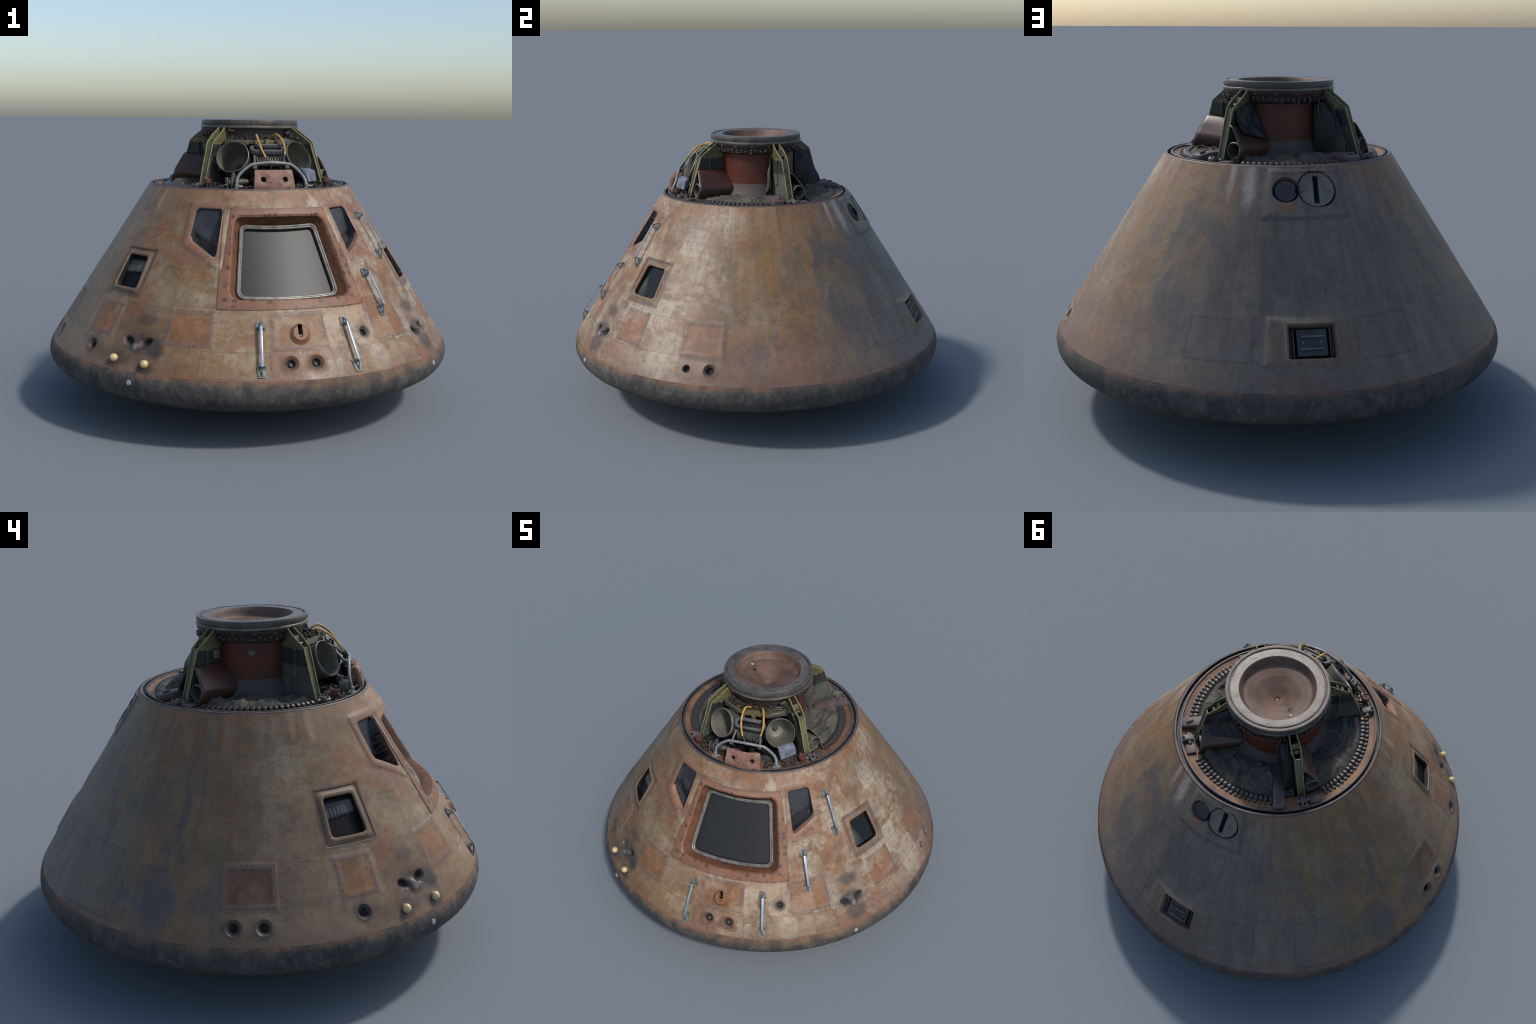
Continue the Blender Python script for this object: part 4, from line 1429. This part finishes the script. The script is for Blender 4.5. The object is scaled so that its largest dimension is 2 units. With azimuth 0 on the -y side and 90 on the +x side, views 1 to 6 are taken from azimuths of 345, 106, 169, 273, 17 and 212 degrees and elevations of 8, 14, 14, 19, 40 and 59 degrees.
def dish_z(r):
    pts = ((0, 1.293), (.03, 1.3060), (.06, 1.3230), (.105, 1.3435), (.14, 1.3530), (.2, 1.362))
    for (a, za), (b, zb) in zip(pts, pts[1:]):
        if r <= b:
            return za + (zb - za) * (r - a) / (b - a)
    return pts[-1][1]


dp = [(.1772, 1.3940), (.1745, 1.3915), (.1680, 1.3760), (.1610, 1.3600), (.157, 1.3560)]
dp += [(.157 * (1 - i / 30.0) + .0002, dish_z(.157 * (1 - i / 30.0))) for i in range(1, 31)]
dents = ((0.003, 0.0, .016, -.005), (-0.092, 0.05, .016, -.005), (-.115, .081, .012, .004), (-.07, .045, .03, -.003), (0.07, -0.05, .05, .002))


def dishwob(q):
    d = 0.0016 * noise.noise(q * 13)
    for x, y, r, h in dents:
        k = ((q.x - x) ** 2 + (q.y - y) ** 2) / r ** 2
        if k < 1:
            d += h * (1 - k) ** 2
    return RC + Vector((0, 0, d))


Geo().add(lathe(dp, 160, wobble=dishwob)).obj("hatch_dish", MAT["dish"], fix=True)
Geo().add(cyl((.0042, .0028, 1.282), (.0042, .0028, 1.2945), .0050, 10)).obj("dish_boss", MAT["ring"], fix=True)
Geo().add(sphere((-.115, .081, 1.3530), .0085, 12, (1.2, 1, .6))).obj("dish_boss", MAT["white"])
Geo().add(disc_cup((-.092, .05, 1.3400), (0, 0, 1), [(.0105, 0), (.0105, .004), (.0075, .0045), (.0065, .001), (.0005, .001)], 18)).obj("dish_boss", MAT["collar"])

# ------------------------------------------------------------------ gussets
GUSSETS = (47.8, 132.8, -132.8, -47.8)
ROWS = [(1.078, .4065, .0150), (1.292, .3370, .0170), (1.324, .2925, .0225), (1.358, .2430, .0175)]


def gusset(az):
    er, et, ez = frame(az)

    def at(r, t, z):
        return er * r + et * t + ez * z
    root = bpy.data.objects.new("gusset", None)
    bpy.context.scene.collection.objects.link(root)
    root.parent = ROOT
    for s in (-1, 1):
        v, f = [], []
        for z, ro, w in ROWS:
            for r, ww in ((.205, .0150), (ro, w)):
                v += [at(r, s * ww, z), at(r, s * (ww - .0035), z)]
        for i in range(len(ROWS) - 1):
            a, b = i * 4, i * 4 + 4
            f += [(a, a + 2, b + 2, b), (a + 1, b + 1, b + 3, a + 3), (a + 2, a + 3, b + 3, b + 2), (a, b, b + 1, a + 1)]
        e = (len(ROWS) - 1) * 4
        f += [(0, 1, 3, 2), (e, e + 2, e + 3, e + 1)]
        g = Geo().add((v, f), 0)
        g.add(tube([at(ro, s * (w - .0010), z) for z, ro, w in ROWS], .0030, 8), 1)
        # half round rib and small pads on the outer face
        g.add(tube([at(.285, s * .0150, 1.160), at(.285, s * .0150, 1.280)], .0105, 14), 0)
        g.add(sphere(at(.285, s * .0150, 1.160), .0105, 14), 0)
        g.add(sphere(at(.285, s * .0150, 1.280), .0105, 14), 0)
        obj_from("side_plate", g.mesh("side_plate", [MAT["plate"], MAT["edge"]], fix=True), root)
    g = Geo()
    z0, r0, w0 = ROWS[0]
    z1, r1, w1 = ROWS[1]
    v = [at(r0 - .003, -w0, z0), at(r0 - .003, w0, z0), at(r1 - .003, w1, z1), at(r1 - .003, -w1, z1)]
    v += [p - er * .004 for p in v]
    g.add((v, [(0, 1, 2, 3), (7, 6, 5, 4), (0, 4, 5, 1), (1, 5, 6, 2), (2, 6, 7, 3), (3, 7, 4, 0)]))
    zc, rc_, wc = ROWS[2]
    c = at(rc_ - .012, 0, zc - .006)
    g.add(box(c, .004, wc * 1.9, .030, (er + ez * .5).normalized(), et, (ez - er * .5).normalized()))
    g.add(cyl(at(.300, -.010, 1.300), at(.300, .010, 1.300), .0085, 12))
    obj_from("flange", g.mesh("flange", MAT["green"], fix=True), root)
    # lug on the deck in front of the foot
    g = Geo()
    c = at(.4380, 0, 1.0850)
    g.add(prism([(-.026, 0), (.030, 0), (.030, .013), (.018, .022), (-.026, .014)], -.013, .013, lambda u, q, d: c + er * u + ez * q + et * d))
    for s in (-1, 1):
        g.add(cyl(at(.432, s * .013, 1.090), at(.432, s * .031, 1.088), .0085, 10))
        g.add(box(at(.425, s * .024, 1.084), .016, .012, .010, er, et, ez))
    lug = obj_from("foot_lug", g.mesh("foot_lug", MAT["pipe"], bevel=.0015, fix=True), root)
    Geo().add(disc_cup(at(.4565, 0, 1.1055) - Vector((0, 0, .004)), (er * .35 + ez).normalized(), [(.0072, .004), (.0072, .0056), (.0002, .0056)], 14)).obj("lug_hole_disc", MAT["soot_and_dark"], root)  # thin black disc laid on the lug in place of a hole
    return root


for az in GUSSETS:
    gusset(az)
for az, t0_, t1_, cut in ((-132.8, -.062, -.019, .032), (47.8, -.029, -.019, .022)):
    er, et, ez = frame(az)
    poly = [(.21, 1.064), (.402 - cut, 1.064), (.335 - cut, 1.286 - cut), (.25, 1.340 - cut), (.21, 1.340 - cut)]
    Geo().add(prism(poly, t0_, t1_, lambda u, q, d: er * u + ez * q + et * d)).obj("bay_filler", MAT["gear2"], bevel=.006, fix=True)  # dark block added to fill the slot beside the gusset


# ------------------------------------------------------------------ fairings beside three gussets
def fairing(az, s):
    er, et, ez = frame(az)

    def at(r, t, z):
        return er * r + et * (s * t) + ez * z
    inner = [(.017, 1.222), (.026, 1.213), (.060, 1.176), (.088, 1.139), (.094, 1.130), (.095, 1.122), (.090, 1.080)]
    outer = [(.018, 1.228), (.036, 1.218), (.062, 1.184), (.084, 1.152), (.090, 1.145), (.091, 1.137), (.093, 1.080)]
    v, f = [], []
    n = 10
    for k in range(n + 1):
        q = k / n
        for (t0_, z0_), (t1_, z1_) in zip(inner, outer):
            t, z = t0_ + (t1_ - t0_) * q, z0_ + (z1_ - z0_) * q
            ro = .404 - .31 * (z - 1.085) if z < 1.147 else .385 - .24 * (z - 1.147)
            v.append(at(.192 + (ro - .192) * q, t, z))
    m = len(inner)
    for k in range(n):
        for j in range(m - 1):
            f.append((k * m + j, k * m + j + 1, (k + 1) * m + j + 1, (k + 1) * m + j))
    f.append(tuple(range(m)))
    g = Geo().add((v, f))
    me = mesh("fairing", g.v, g.f, [MAT["box"], MAT["boxlip"]], angle=40)
    o = obj_from("fairing", me)
    so = o.modifiers.new("sheet", "SOLIDIFY")
    so.thickness, so.offset, so.material_offset_rim = .0045, -1.0, 1
    # exhaust pipe inside
    a, b = at(.385, .056, 1.125), at(.24, .050, 1.128)
    ax = (a - b).normalized()
    Geo().add(disc_cup(b, ax, [(.030, 0), (.031, .145), (.033, .147), (.034, .145), (.036, .143), (.034, .05), (.033, 0)][::-1], 28)).obj("exhaust_pipe", MAT["pipe"], o)
    Geo().add(disc_cup(b, ax, [(.031, .09), (.0002, .09)], 24)).obj("pipe_back", MAT["groove"], o)
    # mounting plate in front of it
    Geo().add(box(at(.432, .055, 1.083), .044, .050, .010, er, et, ez)).obj("deck_plate", MAT["mauve"], o, bevel=.002, fix=True)
    return o


fairing(47.8, 1)
fairing(132.8, 1)
fairing(-132.8, 1)


# mauve blocks with a ramp, and the black flaps, on the other side of the two rear gussets
def mauve(az):
    er, et, ez = frame(az)
    g = Geo()
    g.add(prism([(.265, 1.078), (.265, 1.098), (.365, 1.112), (.400, 1.112), (.462, 1.104), (.4625, 1.078)], -.027, .027, lambda u, q, d: er * u + ez * q + et * d))
    g.add(box(er * .425 + ez * 1.112 + et * .002, .034, .014, .012, (er + et * .5).normalized(), (et - er * .5).normalized(), ez))
    g.obj("ramp_block", MAT["mauve"], bevel=.004, fix=True)


mauve(121.2)
mauve(-147.8)


def flap(az, s, mat, pts, t0_, t1_, bulge):
    """upright fabric panel roughly parallel to a gusset; pts = outline in (radius, z)"""
    er, et, ez = frame(az)
    v, f = [], []
    n, m = 18, 14
    for i in range(n + 1):
        q = i / n
        z = pts[0][1] + (pts[-1][1] - pts[0][1]) * q
        ro = None
        for (ra, za), (rb, zb) in zip(pts, pts[1:]):
            if za <= z <= zb + 1e-9:
                ro = ra + (rb - ra) * (z - za) / (zb - za)
        for j in range(m + 1):
            k = j / m
            r = .208 + (ro - .208) * k
            t = (t0_ + (t1_ - t0_) * q) * (.62 + .38 * k) + bulge * sin(pi * k) * sin(pi * min(1, q * 1.2)) + 0.006 * noise.noise(Vector((r * 22, z * 22, az)))
            if q < .08:
                t -= .010 * (1 - q / .08)
            v.append(er * r + et * (s * t) + ez * z)
    for i in range(n):
        for j in range(m):
            a = i * (m + 1) + j
            f.append((a, a + 1, a + m + 2, a + m + 1))
    o = Geo().add((v, f)).obj("fabric_flap", mat, angle=70)
    so = o.modifiers.new("sheet", "SOLIDIFY")
    so.thickness = .006
    return o


flap(-132.8, -1, MAT["flap"], [(.360, 1.084), (.374, 1.100), (.366, 1.150), (.330, 1.220), (.285, 1.290), (.245, 1.325)], .088, .026, .002)
flap(132.8, -1, MAT["cloth"], [(.225, 1.100), (.262, 1.130), (.258, 1.180), (.240, 1.240), (.225, 1.285)], .062, .030, .008)
# cloth draped over the rear fairing
er, et, ez = frame(132.8)
A, B, C_, D_ = (.215, .022, 1.315), (.325, .020, 1.275), (.335, .066, 1.186), (.196, .088, 1.150)
v, f = [], []
n = 26
for i in range(n + 1):
    for j in range(n + 1):
        a, b = i / n, j / n
        p = [((A[k] * (1 - a) + B[k] * a) * (1 - b) + (D_[k] * (1 - a) + C_[k] * a) * b) for k in range(3)]
        sag = .016 * sin(pi * b) - .018 * noise.noise(Vector((a * 4, b * 3, 2.0))) * sin(pi * a * .9 + .2)
        wv = .004 * noise.noise(Vector((a * 11, b * 11, 5.0)))
        q = er * (p[0] + wv) + et * (p[1] + .003 - sag * .6) + ez * (p[2] + .006 - sag * .5)
        v.append(q)
for i in range(n):
    for j in range(n):
        k = i * (n + 1) + j
        f.append((k, k + 1, k + n + 2, k + n + 1))
o = Geo().add((v, f)).obj("draped_cloth", MAT["flap"], angle=80)
so = o.modifiers.new("sheet", "SOLIDIFY")
so.thickness = .004
# damper rod between flap and gusset
er, et, ez = frame(-132.8)
g = Geo()
g.add(tube([er * .24 - et * .042 + ez * 1.30, er * .285 - et * .045 + ez * 1.20, er * .345 - et * .048 + ez * 1.10], lambda t: .0085 if t < .5 else .005, 10))
g.add(tube([er * .235 - et * .060 + ez * 1.31, er * .245 - et * .075 + ez * 1.27, er * .262 - et * .050 + ez * 1.235], .003, 8, sub=5))
g.add(sphere(er * .345 - et * .048 + ez * 1.10, .010, 10))
g.obj("damper_rod", MAT["gear"])
# pale label window on the left rear gusset
Geo().add(box(er * .238 + et * .020 + ez * 1.258, .034, .004, .034, er, et, ez)).obj("gusset_window", MAT["pipe"], bevel=.003, fix=True)

# ------------------------------------------------------------------ parachute bay at the front
def can(s):
    az, el = 30.0 * s, rad(26)
    er, et, ez = frame(az)
    nrm = (er * cos(el) + ez * sin(el)).normalized()
    c = Vector((.1625 * s, -.314, 1.2275))
    R, L = .079, .156
    out = [(R * .985, 0.0), (R, -.002), (R, -.012), (R * .975, -.016), (R * .78, -L), (R * .3, -L - .006), (.0003, -L - .01)]
    inn = [(.0003, -L + .012), (R * .50, -L + .008), (R * .70, -L + .016), (R * .88, -L + .055), (R * .95, -.02), (R * .955, 0.0)]
    lip = [(R * .955, 0.0), (R * .965, .0012), (R * .985, 0.0)]
    root = Geo().add(disc_cup(c, nrm, out[::-1] if False else out, 48), 0).add(disc_cup(c, nrm, inn, 48), 0).add(disc_cup(c, nrm, lip, 48), 1).obj("mortar_can", [MAT["can"], MAT["canlip"]], fix=True, angle=50)
    fl = c - nrm * (L - .012)
    Geo().add(disc_cup(fl, nrm, [(.016, 0), (.014, .006), (.008, .008), (.007, .018), (.0003, .020)], 20)).obj("can_boss", MAT["boss"], root, fix=True)
    up = (ez - nrm * nrm.z).normalized()
    sd = up.cross(nrm)
    Geo().add(box(c - nrm * .070 + up * .090, .115, .026, .056, sd, up, nrm)).obj("can_mount", MAT["gear"], root, bevel=.006, fix=True)
    return root


can(-1)
can(1)

# olive shelf between the gussets
edge_pts = [(-.181, -.207), (-.048, -.286), (.066, -.279), (.162, -.210)]
inner_pts = [(.150, -.135), (.060, -.196), (-.050, -.196), (-.165, -.130)]
g = Geo()
zt = 1.291
g.add(prism(edge_pts + inner_pts, zt - .006, zt, lambda u, q, d: Vector((u, q, d))), 1)
for a, b in zip(edge_pts, edge_pts[1:]):
    a, b = Vector((*a, zt + .003)), Vector((*b, zt + .003))
    d = (b - a).normalized()
    g.add(box((a + b) / 2, (b - a).length, .005, .018, d, Vector((-d.y, d.x, 0)), (0, 0, 1)), 0)
for i in range(7):
    t = (i + .5) / 7
    a = Vector((-.16 + .31 * t, -.150 - .04 * sin(pi * t), zt + .003))
    b = Vector((-.17 + .34 * t, -.215 - .062 * sin(pi * t), zt + .003))
    g.add(box((a + b) / 2, (b - a).length, .003, .008, (b - a).normalized(), Vector((1, 0, 0)), (0, 0, 1)), 0)
g.add(box((.010, -.292, 1.289), .020, .014, .036), 0)
for x in (-.044, .060):
    g.add(box((x, -.290, 1.285), .010, .012, .028), 0)
g.obj("olive_shelf", [MAT["green"], MAT["green"]], fix=True, bevel=.0008)
# grimy things on the shelf
g = Geo()
rnd = random.Random(5)
for i in range(46):
    t = rnd.random()
    az = -38 + 76 * t
    r = rnd.uniform(.222, .252)
    c = pol(az, r, 1.297 + rnd.uniform(0, .014))
    er, et, ez = frame(az)
    if rnd.random() < .55:
        g.add(cyl(c, c + ez * rnd.uniform(.006, .018), rnd.uniform(.003, .006), 8), 0)
    else:
        g.add(box(c, rnd.uniform(.008, .02), rnd.uniform(.008, .018), rnd.uniform(.006, .014), et, er, ez), 0)
g.add(tube([(.085, -.212, 1.305), (.115, -.205, 1.306), (.148, -.188, 1.306)], .0075, 10), 0)
g.add(tube([(.09, -.225, 1.302), (.12, -.218, 1.303), (.150, -.202, 1.303)], .0045, 10), 0)
o = g.obj("shelf_gear", MAT["gear"], fix=True)
o["kind"] = "stuff"

# stadium shaped spool with fins below it
def stadium(hx, r, k=14):
    pts = []
    for i in range(k + 1):
        t = -pi / 2 + pi * i / k
        pts.append((hx + r * cos(t), r * sin(t)))
    for i in range(k + 1):
        t = pi / 2 + pi * i / k
        pts.append((-hx + r * cos(t), r * sin(t)))
    return pts


tl = rad(24)
cx = Vector((.001, -.325, 1.258))
ex, ey, ezz = Vector((1, 0, 0)), Vector((0, cos(tl), sin(tl))), Vector((0, -sin(tl), cos(tl)))
po, pi_ = stadium(.052, .032), stadium(.048, .020)
m = len(po)
v, f = [], []
for pts, hh in ((po, -.011), (po, .011), (pi_, .011), (pi_, -.011)):
    v += [cx + ex * a + ey * b + ezz * hh for a, b in pts]
for k in range(4):
    a, b = k * m, ((k + 1) % 4) * m
    f += [(a + i, a + (i + 1) % m, b + (i + 1) % m, b + i) for i in range(m)]
g = Geo().add((v, f), 0)
g.add(box(cx + ey * .016 + ezz * .012, .108, .014, .018, ex, ey, ezz), 0)
g.add(box(cx - ezz * .004, .090, .030, .008, ex, ey, ezz), 1)
for i in range(7):
    g.add(cyl(cx + ex * (-.042 + .014 * i) - ey * .006, cx + ex * (-.042 + .014 * i) - ey * .006 + ezz * .008, .0035, 8), 1)
g.obj("line_spool", [MAT["spool"], MAT["soot_and_dark"]], fix=True, bevel=.002)
# cushion of parallel line bundles
bund = Geo().add(tube([(0, .008, .016), (.003, -.010, .010), (.006, -.022, -.006), (.008, -.024, -.026)], .0068, 10, sub=4)).add(sphere((.008, -.024, -.026), .0068, 10)).mesh("line_bundle", MAT["gear"], fix=False)
for i in range(11):
    x = -.060 + .0122 * i
    obj_from("line_bundle", bund, ROOT, Matrix.Translation((x, -.343, 1.213 + .002 * sin(i * 2.1))) @ Matrix.Rotation(rad(rnd.uniform(-7, 7)), 4, "Z"))
for i in range(8):
    Geo().add(sphere((-.052 + .0155 * i, -.350, 1.231), .0062, 10)).obj("bundle_knob", MAT["soot_and_dark"])

# lumpy dark filler added to close the open low part of the bay
v, f = [], []
NA, NR = 90, 30
for i in range(NA + 1):
    az = -45 + 90 * i / NA
    for j in range(NR + 1):
        r_ = .215 + .200 * j / NR
        p = pol(az, r_, 0)
        q = p * 26.0
        hh = .5 + .5 * noise.noise(q) + .35 * abs(noise.noise(q * 2.3)) + .25 * (1 - abs(noise.noise(q * 1.4 + Vector((3, 3, 3))))) ** 4
        env = min(1.0, (NR - j) / 5.0)
        v.append(Vector((p.x, p.y, 1.068 + .034 * hh * env)))
for i in range(NA):
    for j in range(NR):
        k = i * (NR + 1) + j
        f.append((k, k + 1, k + NR + 2, k + NR + 1))
o = Geo().add((v, f)).obj("bay_lump_filler", MAT["gear2"], angle=60, fix=True)
o["kind"] = "stuff"

# yellow hoses with dark tails
for pts, tail in (([(-.018, -.240, 1.303), (-.030, -.258, 1.320), (-.039, -.280, 1.326), (-.043, -.315, 1.311), (-.041, -.345, 1.287), (-.034, -.368, 1.256), (-.022, -.386, 1.226)], [(-.022, -.386, 1.226), (-.012, -.393, 1.210), (-.004, -.398, 1.196), (.002, -.395, 1.17)]),
                  ([(.039, -.238, 1.305), (.047, -.255, 1.321), (.059, -.281, 1.329), (.071, -.312, 1.312), (.078, -.338, 1.287), (.078, -.360, 1.258), (.072, -.376, 1.236)], [(.072, -.376, 1.236), (.064, -.391, 1.218), (.054, -.403, 1.203), (.045, -.400, 1.175)])):
    o = Geo().add(tube(pts, .0050, 12, sub=8)).obj("yellow_hose", MAT["hose"])
    Geo().add(tube(tail, .0042, 10, sub=6)).obj("hose_tail", MAT["dhose"], o)

# bent grey tube guarding the bay
gt = [(-.166, -.414, 1.085), (-.165, -.412, 1.112), (-.157, -.406, 1.140), (-.132, -.405, 1.167), (-.100, -.406, 1.190), (-.075, -.408, 1.197), (0, -.414, 1.203), (.075, -.408, 1.197),
      (.102, -.402, 1.189), (.134, -.399, 1.163), (.158, -.399, 1.135), (.167, -.408, 1.110), (.169, -.413, 1.085)]
g = Geo().add(tube(gt, .0074, 14, sub=6))
for x, y in ((-.166, -.414), (.169, -.413)):
    g.add(disc_cup((x, y, 1.080), (0, 0, 1), [(.020, 0), (.020, .004), (.011, .006), (.0105, .024), (.007, .026)], 18))
    g.add(cyl((x + .004, y - .012, 1.096), (x + .026, y - .012, 1.096), .0045, 8))
g.obj("guard_tube", MAT["tubeg"], fix=True)
g = Geo()
for x in (-.078, .076):
    g.add(tube([(x * .86, -.352, 1.232), (x * .95, -.385, 1.200), (x, -.404, 1.186)], .0060, 10))
    g.add(box((x, -.405, 1.184), .020, .012, .018))
g.obj("guard_strut", MAT["pipe"], fix=True, bevel=.001)

# red block with two bores on the rim
def redblock():
    hx0, hx1 = .089, .099
    top, bot = (-.431, 1.172), (-.473, 1.080)
    rows, cols = 60, 120
    v, f = [], []
    for j in range(rows + 1):
        q = j / rows
        for i in range(cols + 1):
            p = -1 + 2 * i / cols
            hx = hx0 + (hx1 - hx0) * q
            y = -.448 - .030 * sin(min(1.0, q * 1.15) * pi / 2) ** 0.8 + .012 * (p * p)
            z = top[1] + (bot[1] - top[1]) * q
            v.append(Vector((p * hx, y, z)))
    nrm = Vector((0, -.965, .26))
    v = [p + Vector((0, .0012 * noise.noise(p * 40), 0)) for p in v]
    for k, p in enumerate(v):                 # bores and their soft rims
        for s in (-1, 1):
            d = hypot(p.x - s * .0515, (p.z - 1.1305) * 1.1)
            if d < .0125:
                v[k] = p - nrm * .030
            elif d < .034:
                v[k] = v[k] - nrm * .0055 * (1 - (d - .0125) / .0215)
    for j in range(rows):
        for i in range(cols):
            a = j * (cols + 1) + i
            f.append((a, a + 1, a + cols + 2, a + cols + 1))
    o = Geo().add((v, f)).obj("port_block", MAT["redbox"], angle=40)
    so = o.modifiers.new("body", "SOLIDIFY")
    so.thickness = .034
    so.offset = -1.0
    # keep the body behind the face
    me = o.data
    if me.polygons[0].normal.y > 0:
        me.flip_normals()
    for s in (-1, 1):
        c = Vector((s * .0515, -.4665, 1.1305))
        Geo().add(disc_cup(c - nrm * .020, nrm, [(.0002, 0), (.0138, 0), (.0138, .0135)], 24)).obj("port_bore", MAT["soot_and_dark"], o, fix=True)


redblock()
# horn shaped vents
horn = Geo().add(disc_cup((0, 0, 0), (0, 0, 1), [(.003, .000), (.007, .004), (.010, .014), (.0175, .020), (.0185, .024), (.0185, .040), (.0165, .0405), (.0150, .036), (.006, .034), (.0003, .034)], 22)).add(disc_cup((0, 0, .034), (0, 0, 1), [(.008, 0), (.008, .0035), (.005, .0035), (.004, .001)], 14)).mesh("horn_vent", MAT["rusty"], fix=True)
for az in (-40.2, 40.4):
    o = obj_from("horn_vent", horn, ROOT, Matrix.Translation(pol(az, .445, 1.0865)))
    g = Geo()
    for k in range(3):
        a = TAU * k / 3 + .4
        c = pol(az, .445, 1.078)
        g.add(tube([c + Vector((.017 * cos(a), .017 * sin(a), 0)), c + Vector((.012 * cos(a), .012 * sin(a), .032))], .0022, 6))
    g.obj("horn_leg", MAT["rusty"])
# pale blue box
v = [Vector(p) for p in ((.178, -.378, 1.160), (.243, -.314, 1.158), (.251, -.318, 1.111), (.188, -.387, 1.111))]
bk = Vector((-.020, .018, .014))
v += [p + bk for p in v]
obj_from("pale_box", mesh("pale_box", v, [(0, 1, 2, 3), (7, 6, 5, 4), (0, 4, 5, 1), (1, 5, 6, 2), (2, 6, 7, 3), (3, 7, 4, 0)], MAT["blue"], bevel=.002))
# motor at the left
g = Geo()
g.add(cyl((-.200, -.378, 1.110), (-.118, -.372, 1.110), .0200, 18), 0)
g.add(cyl((-.124, -.372, 1.110), (-.104, -.371, 1.110), .0170, 18), 0)
for x in (-.206, -.184):
    g.add(box((x, -.380, 1.108), .007, .040, .054), 1)
g.add(box((-.172, -.372, 1.139), .018, .014, .020), 1)
g.add(cyl((-.172, -.380, 1.148), (-.172, -.360, 1.148), .008, 10), 1)
g.obj("winch_motor", [MAT["gear"], MAT["pipe"]], fix=True, bevel=.0012)
# cables, fittings and clutter at the deck edge of the bay
g = Geo()
rnd = random.Random(21)
for i in range(120):
    az = rnd.uniform(-44, 44)
    r = rnd.uniform(.395, .452)
    if abs(az) < 14 and r > .40:
        continue
    er, et, ez = frame(az)
    c = pol(az, r, 1.080 + rnd.uniform(0, .010))
    k = rnd.random()
    if k < .35:
        L = rnd.uniform(.012, .035)
        d = (et * rnd.uniform(-1, 1) + er * rnd.uniform(-.5, .5)).normalized()
        g.add(cyl(c + ez * .004, c + d * L + ez * .006, rnd.uniform(.003, .0065), 8))
    elif k < .65:
        g.add(box(c, rnd.uniform(.008, .022), rnd.uniform(.008, .018), rnd.uniform(.006, .016), et, er, ez))
    elif k < .85:
        g.add(cyl(c, c + ez * rnd.uniform(.008, .022), rnd.uniform(.003, .007), 8))
    else:
        p = [c + et * rnd.uniform(-.03, .03) + er * rnd.uniform(-.03, .02) + ez * rnd.uniform(0, .02) for _ in range(4)]
        g.add(tube(p, .0026, 7, sub=5))
o = g.obj("bay_clutter", MAT["gear"], fix=True)
o["kind"] = "stuff"
g = Geo()
for i in range(7):     # loom behind the right hand can
    a = Vector((.150 + .006 * i, -.205 - .004 * i, 1.306 - .004 * i))
    a = Vector((.158 + .004 * i, -.186 + .002 * i, 1.304 - .003 * i))
    g.add(tube([a, a + Vector((.032, -.020, -.022)), a + Vector((.062, -.040 - .001 * i, -.075)), a + Vector((.072, -.048, -.170))], .0036, 8, sub=6))
g.add(box((.150, -.195, 1.322), .030, .024, .022, Vector((.8, .6, 0)), Vector((-.6, .8, 0))))
g.add(cyl((.128, -.200, 1.325), (.150, -.182, 1.335), .010, 10))
g.add(sphere((.178, -.226, 1.308), .011, 10))
o = g.obj("cable_loom", MAT["dhose"], fix=True)
o["kind"] = "stuff"
g = Geo()
for s in (-1, 1):     # black blocks and stubs under the spool
    g.add(box((s * .032, -.330, 1.130), .062, .050, .120))
    g.add(cyl((s * .030, -.395, 1.120), (s * .030, -.395, 1.165), .018, 14))
g.obj("bay_block", MAT["soot_and_dark"], fix=True, bevel=.006)
Geo().add(tube([(-.150, -.170, 1.352), (-.135, -.178, 1.345), (-.118, -.182, 1.346)], .0062, 10)).obj("pale_fitting", MAT["lip"])
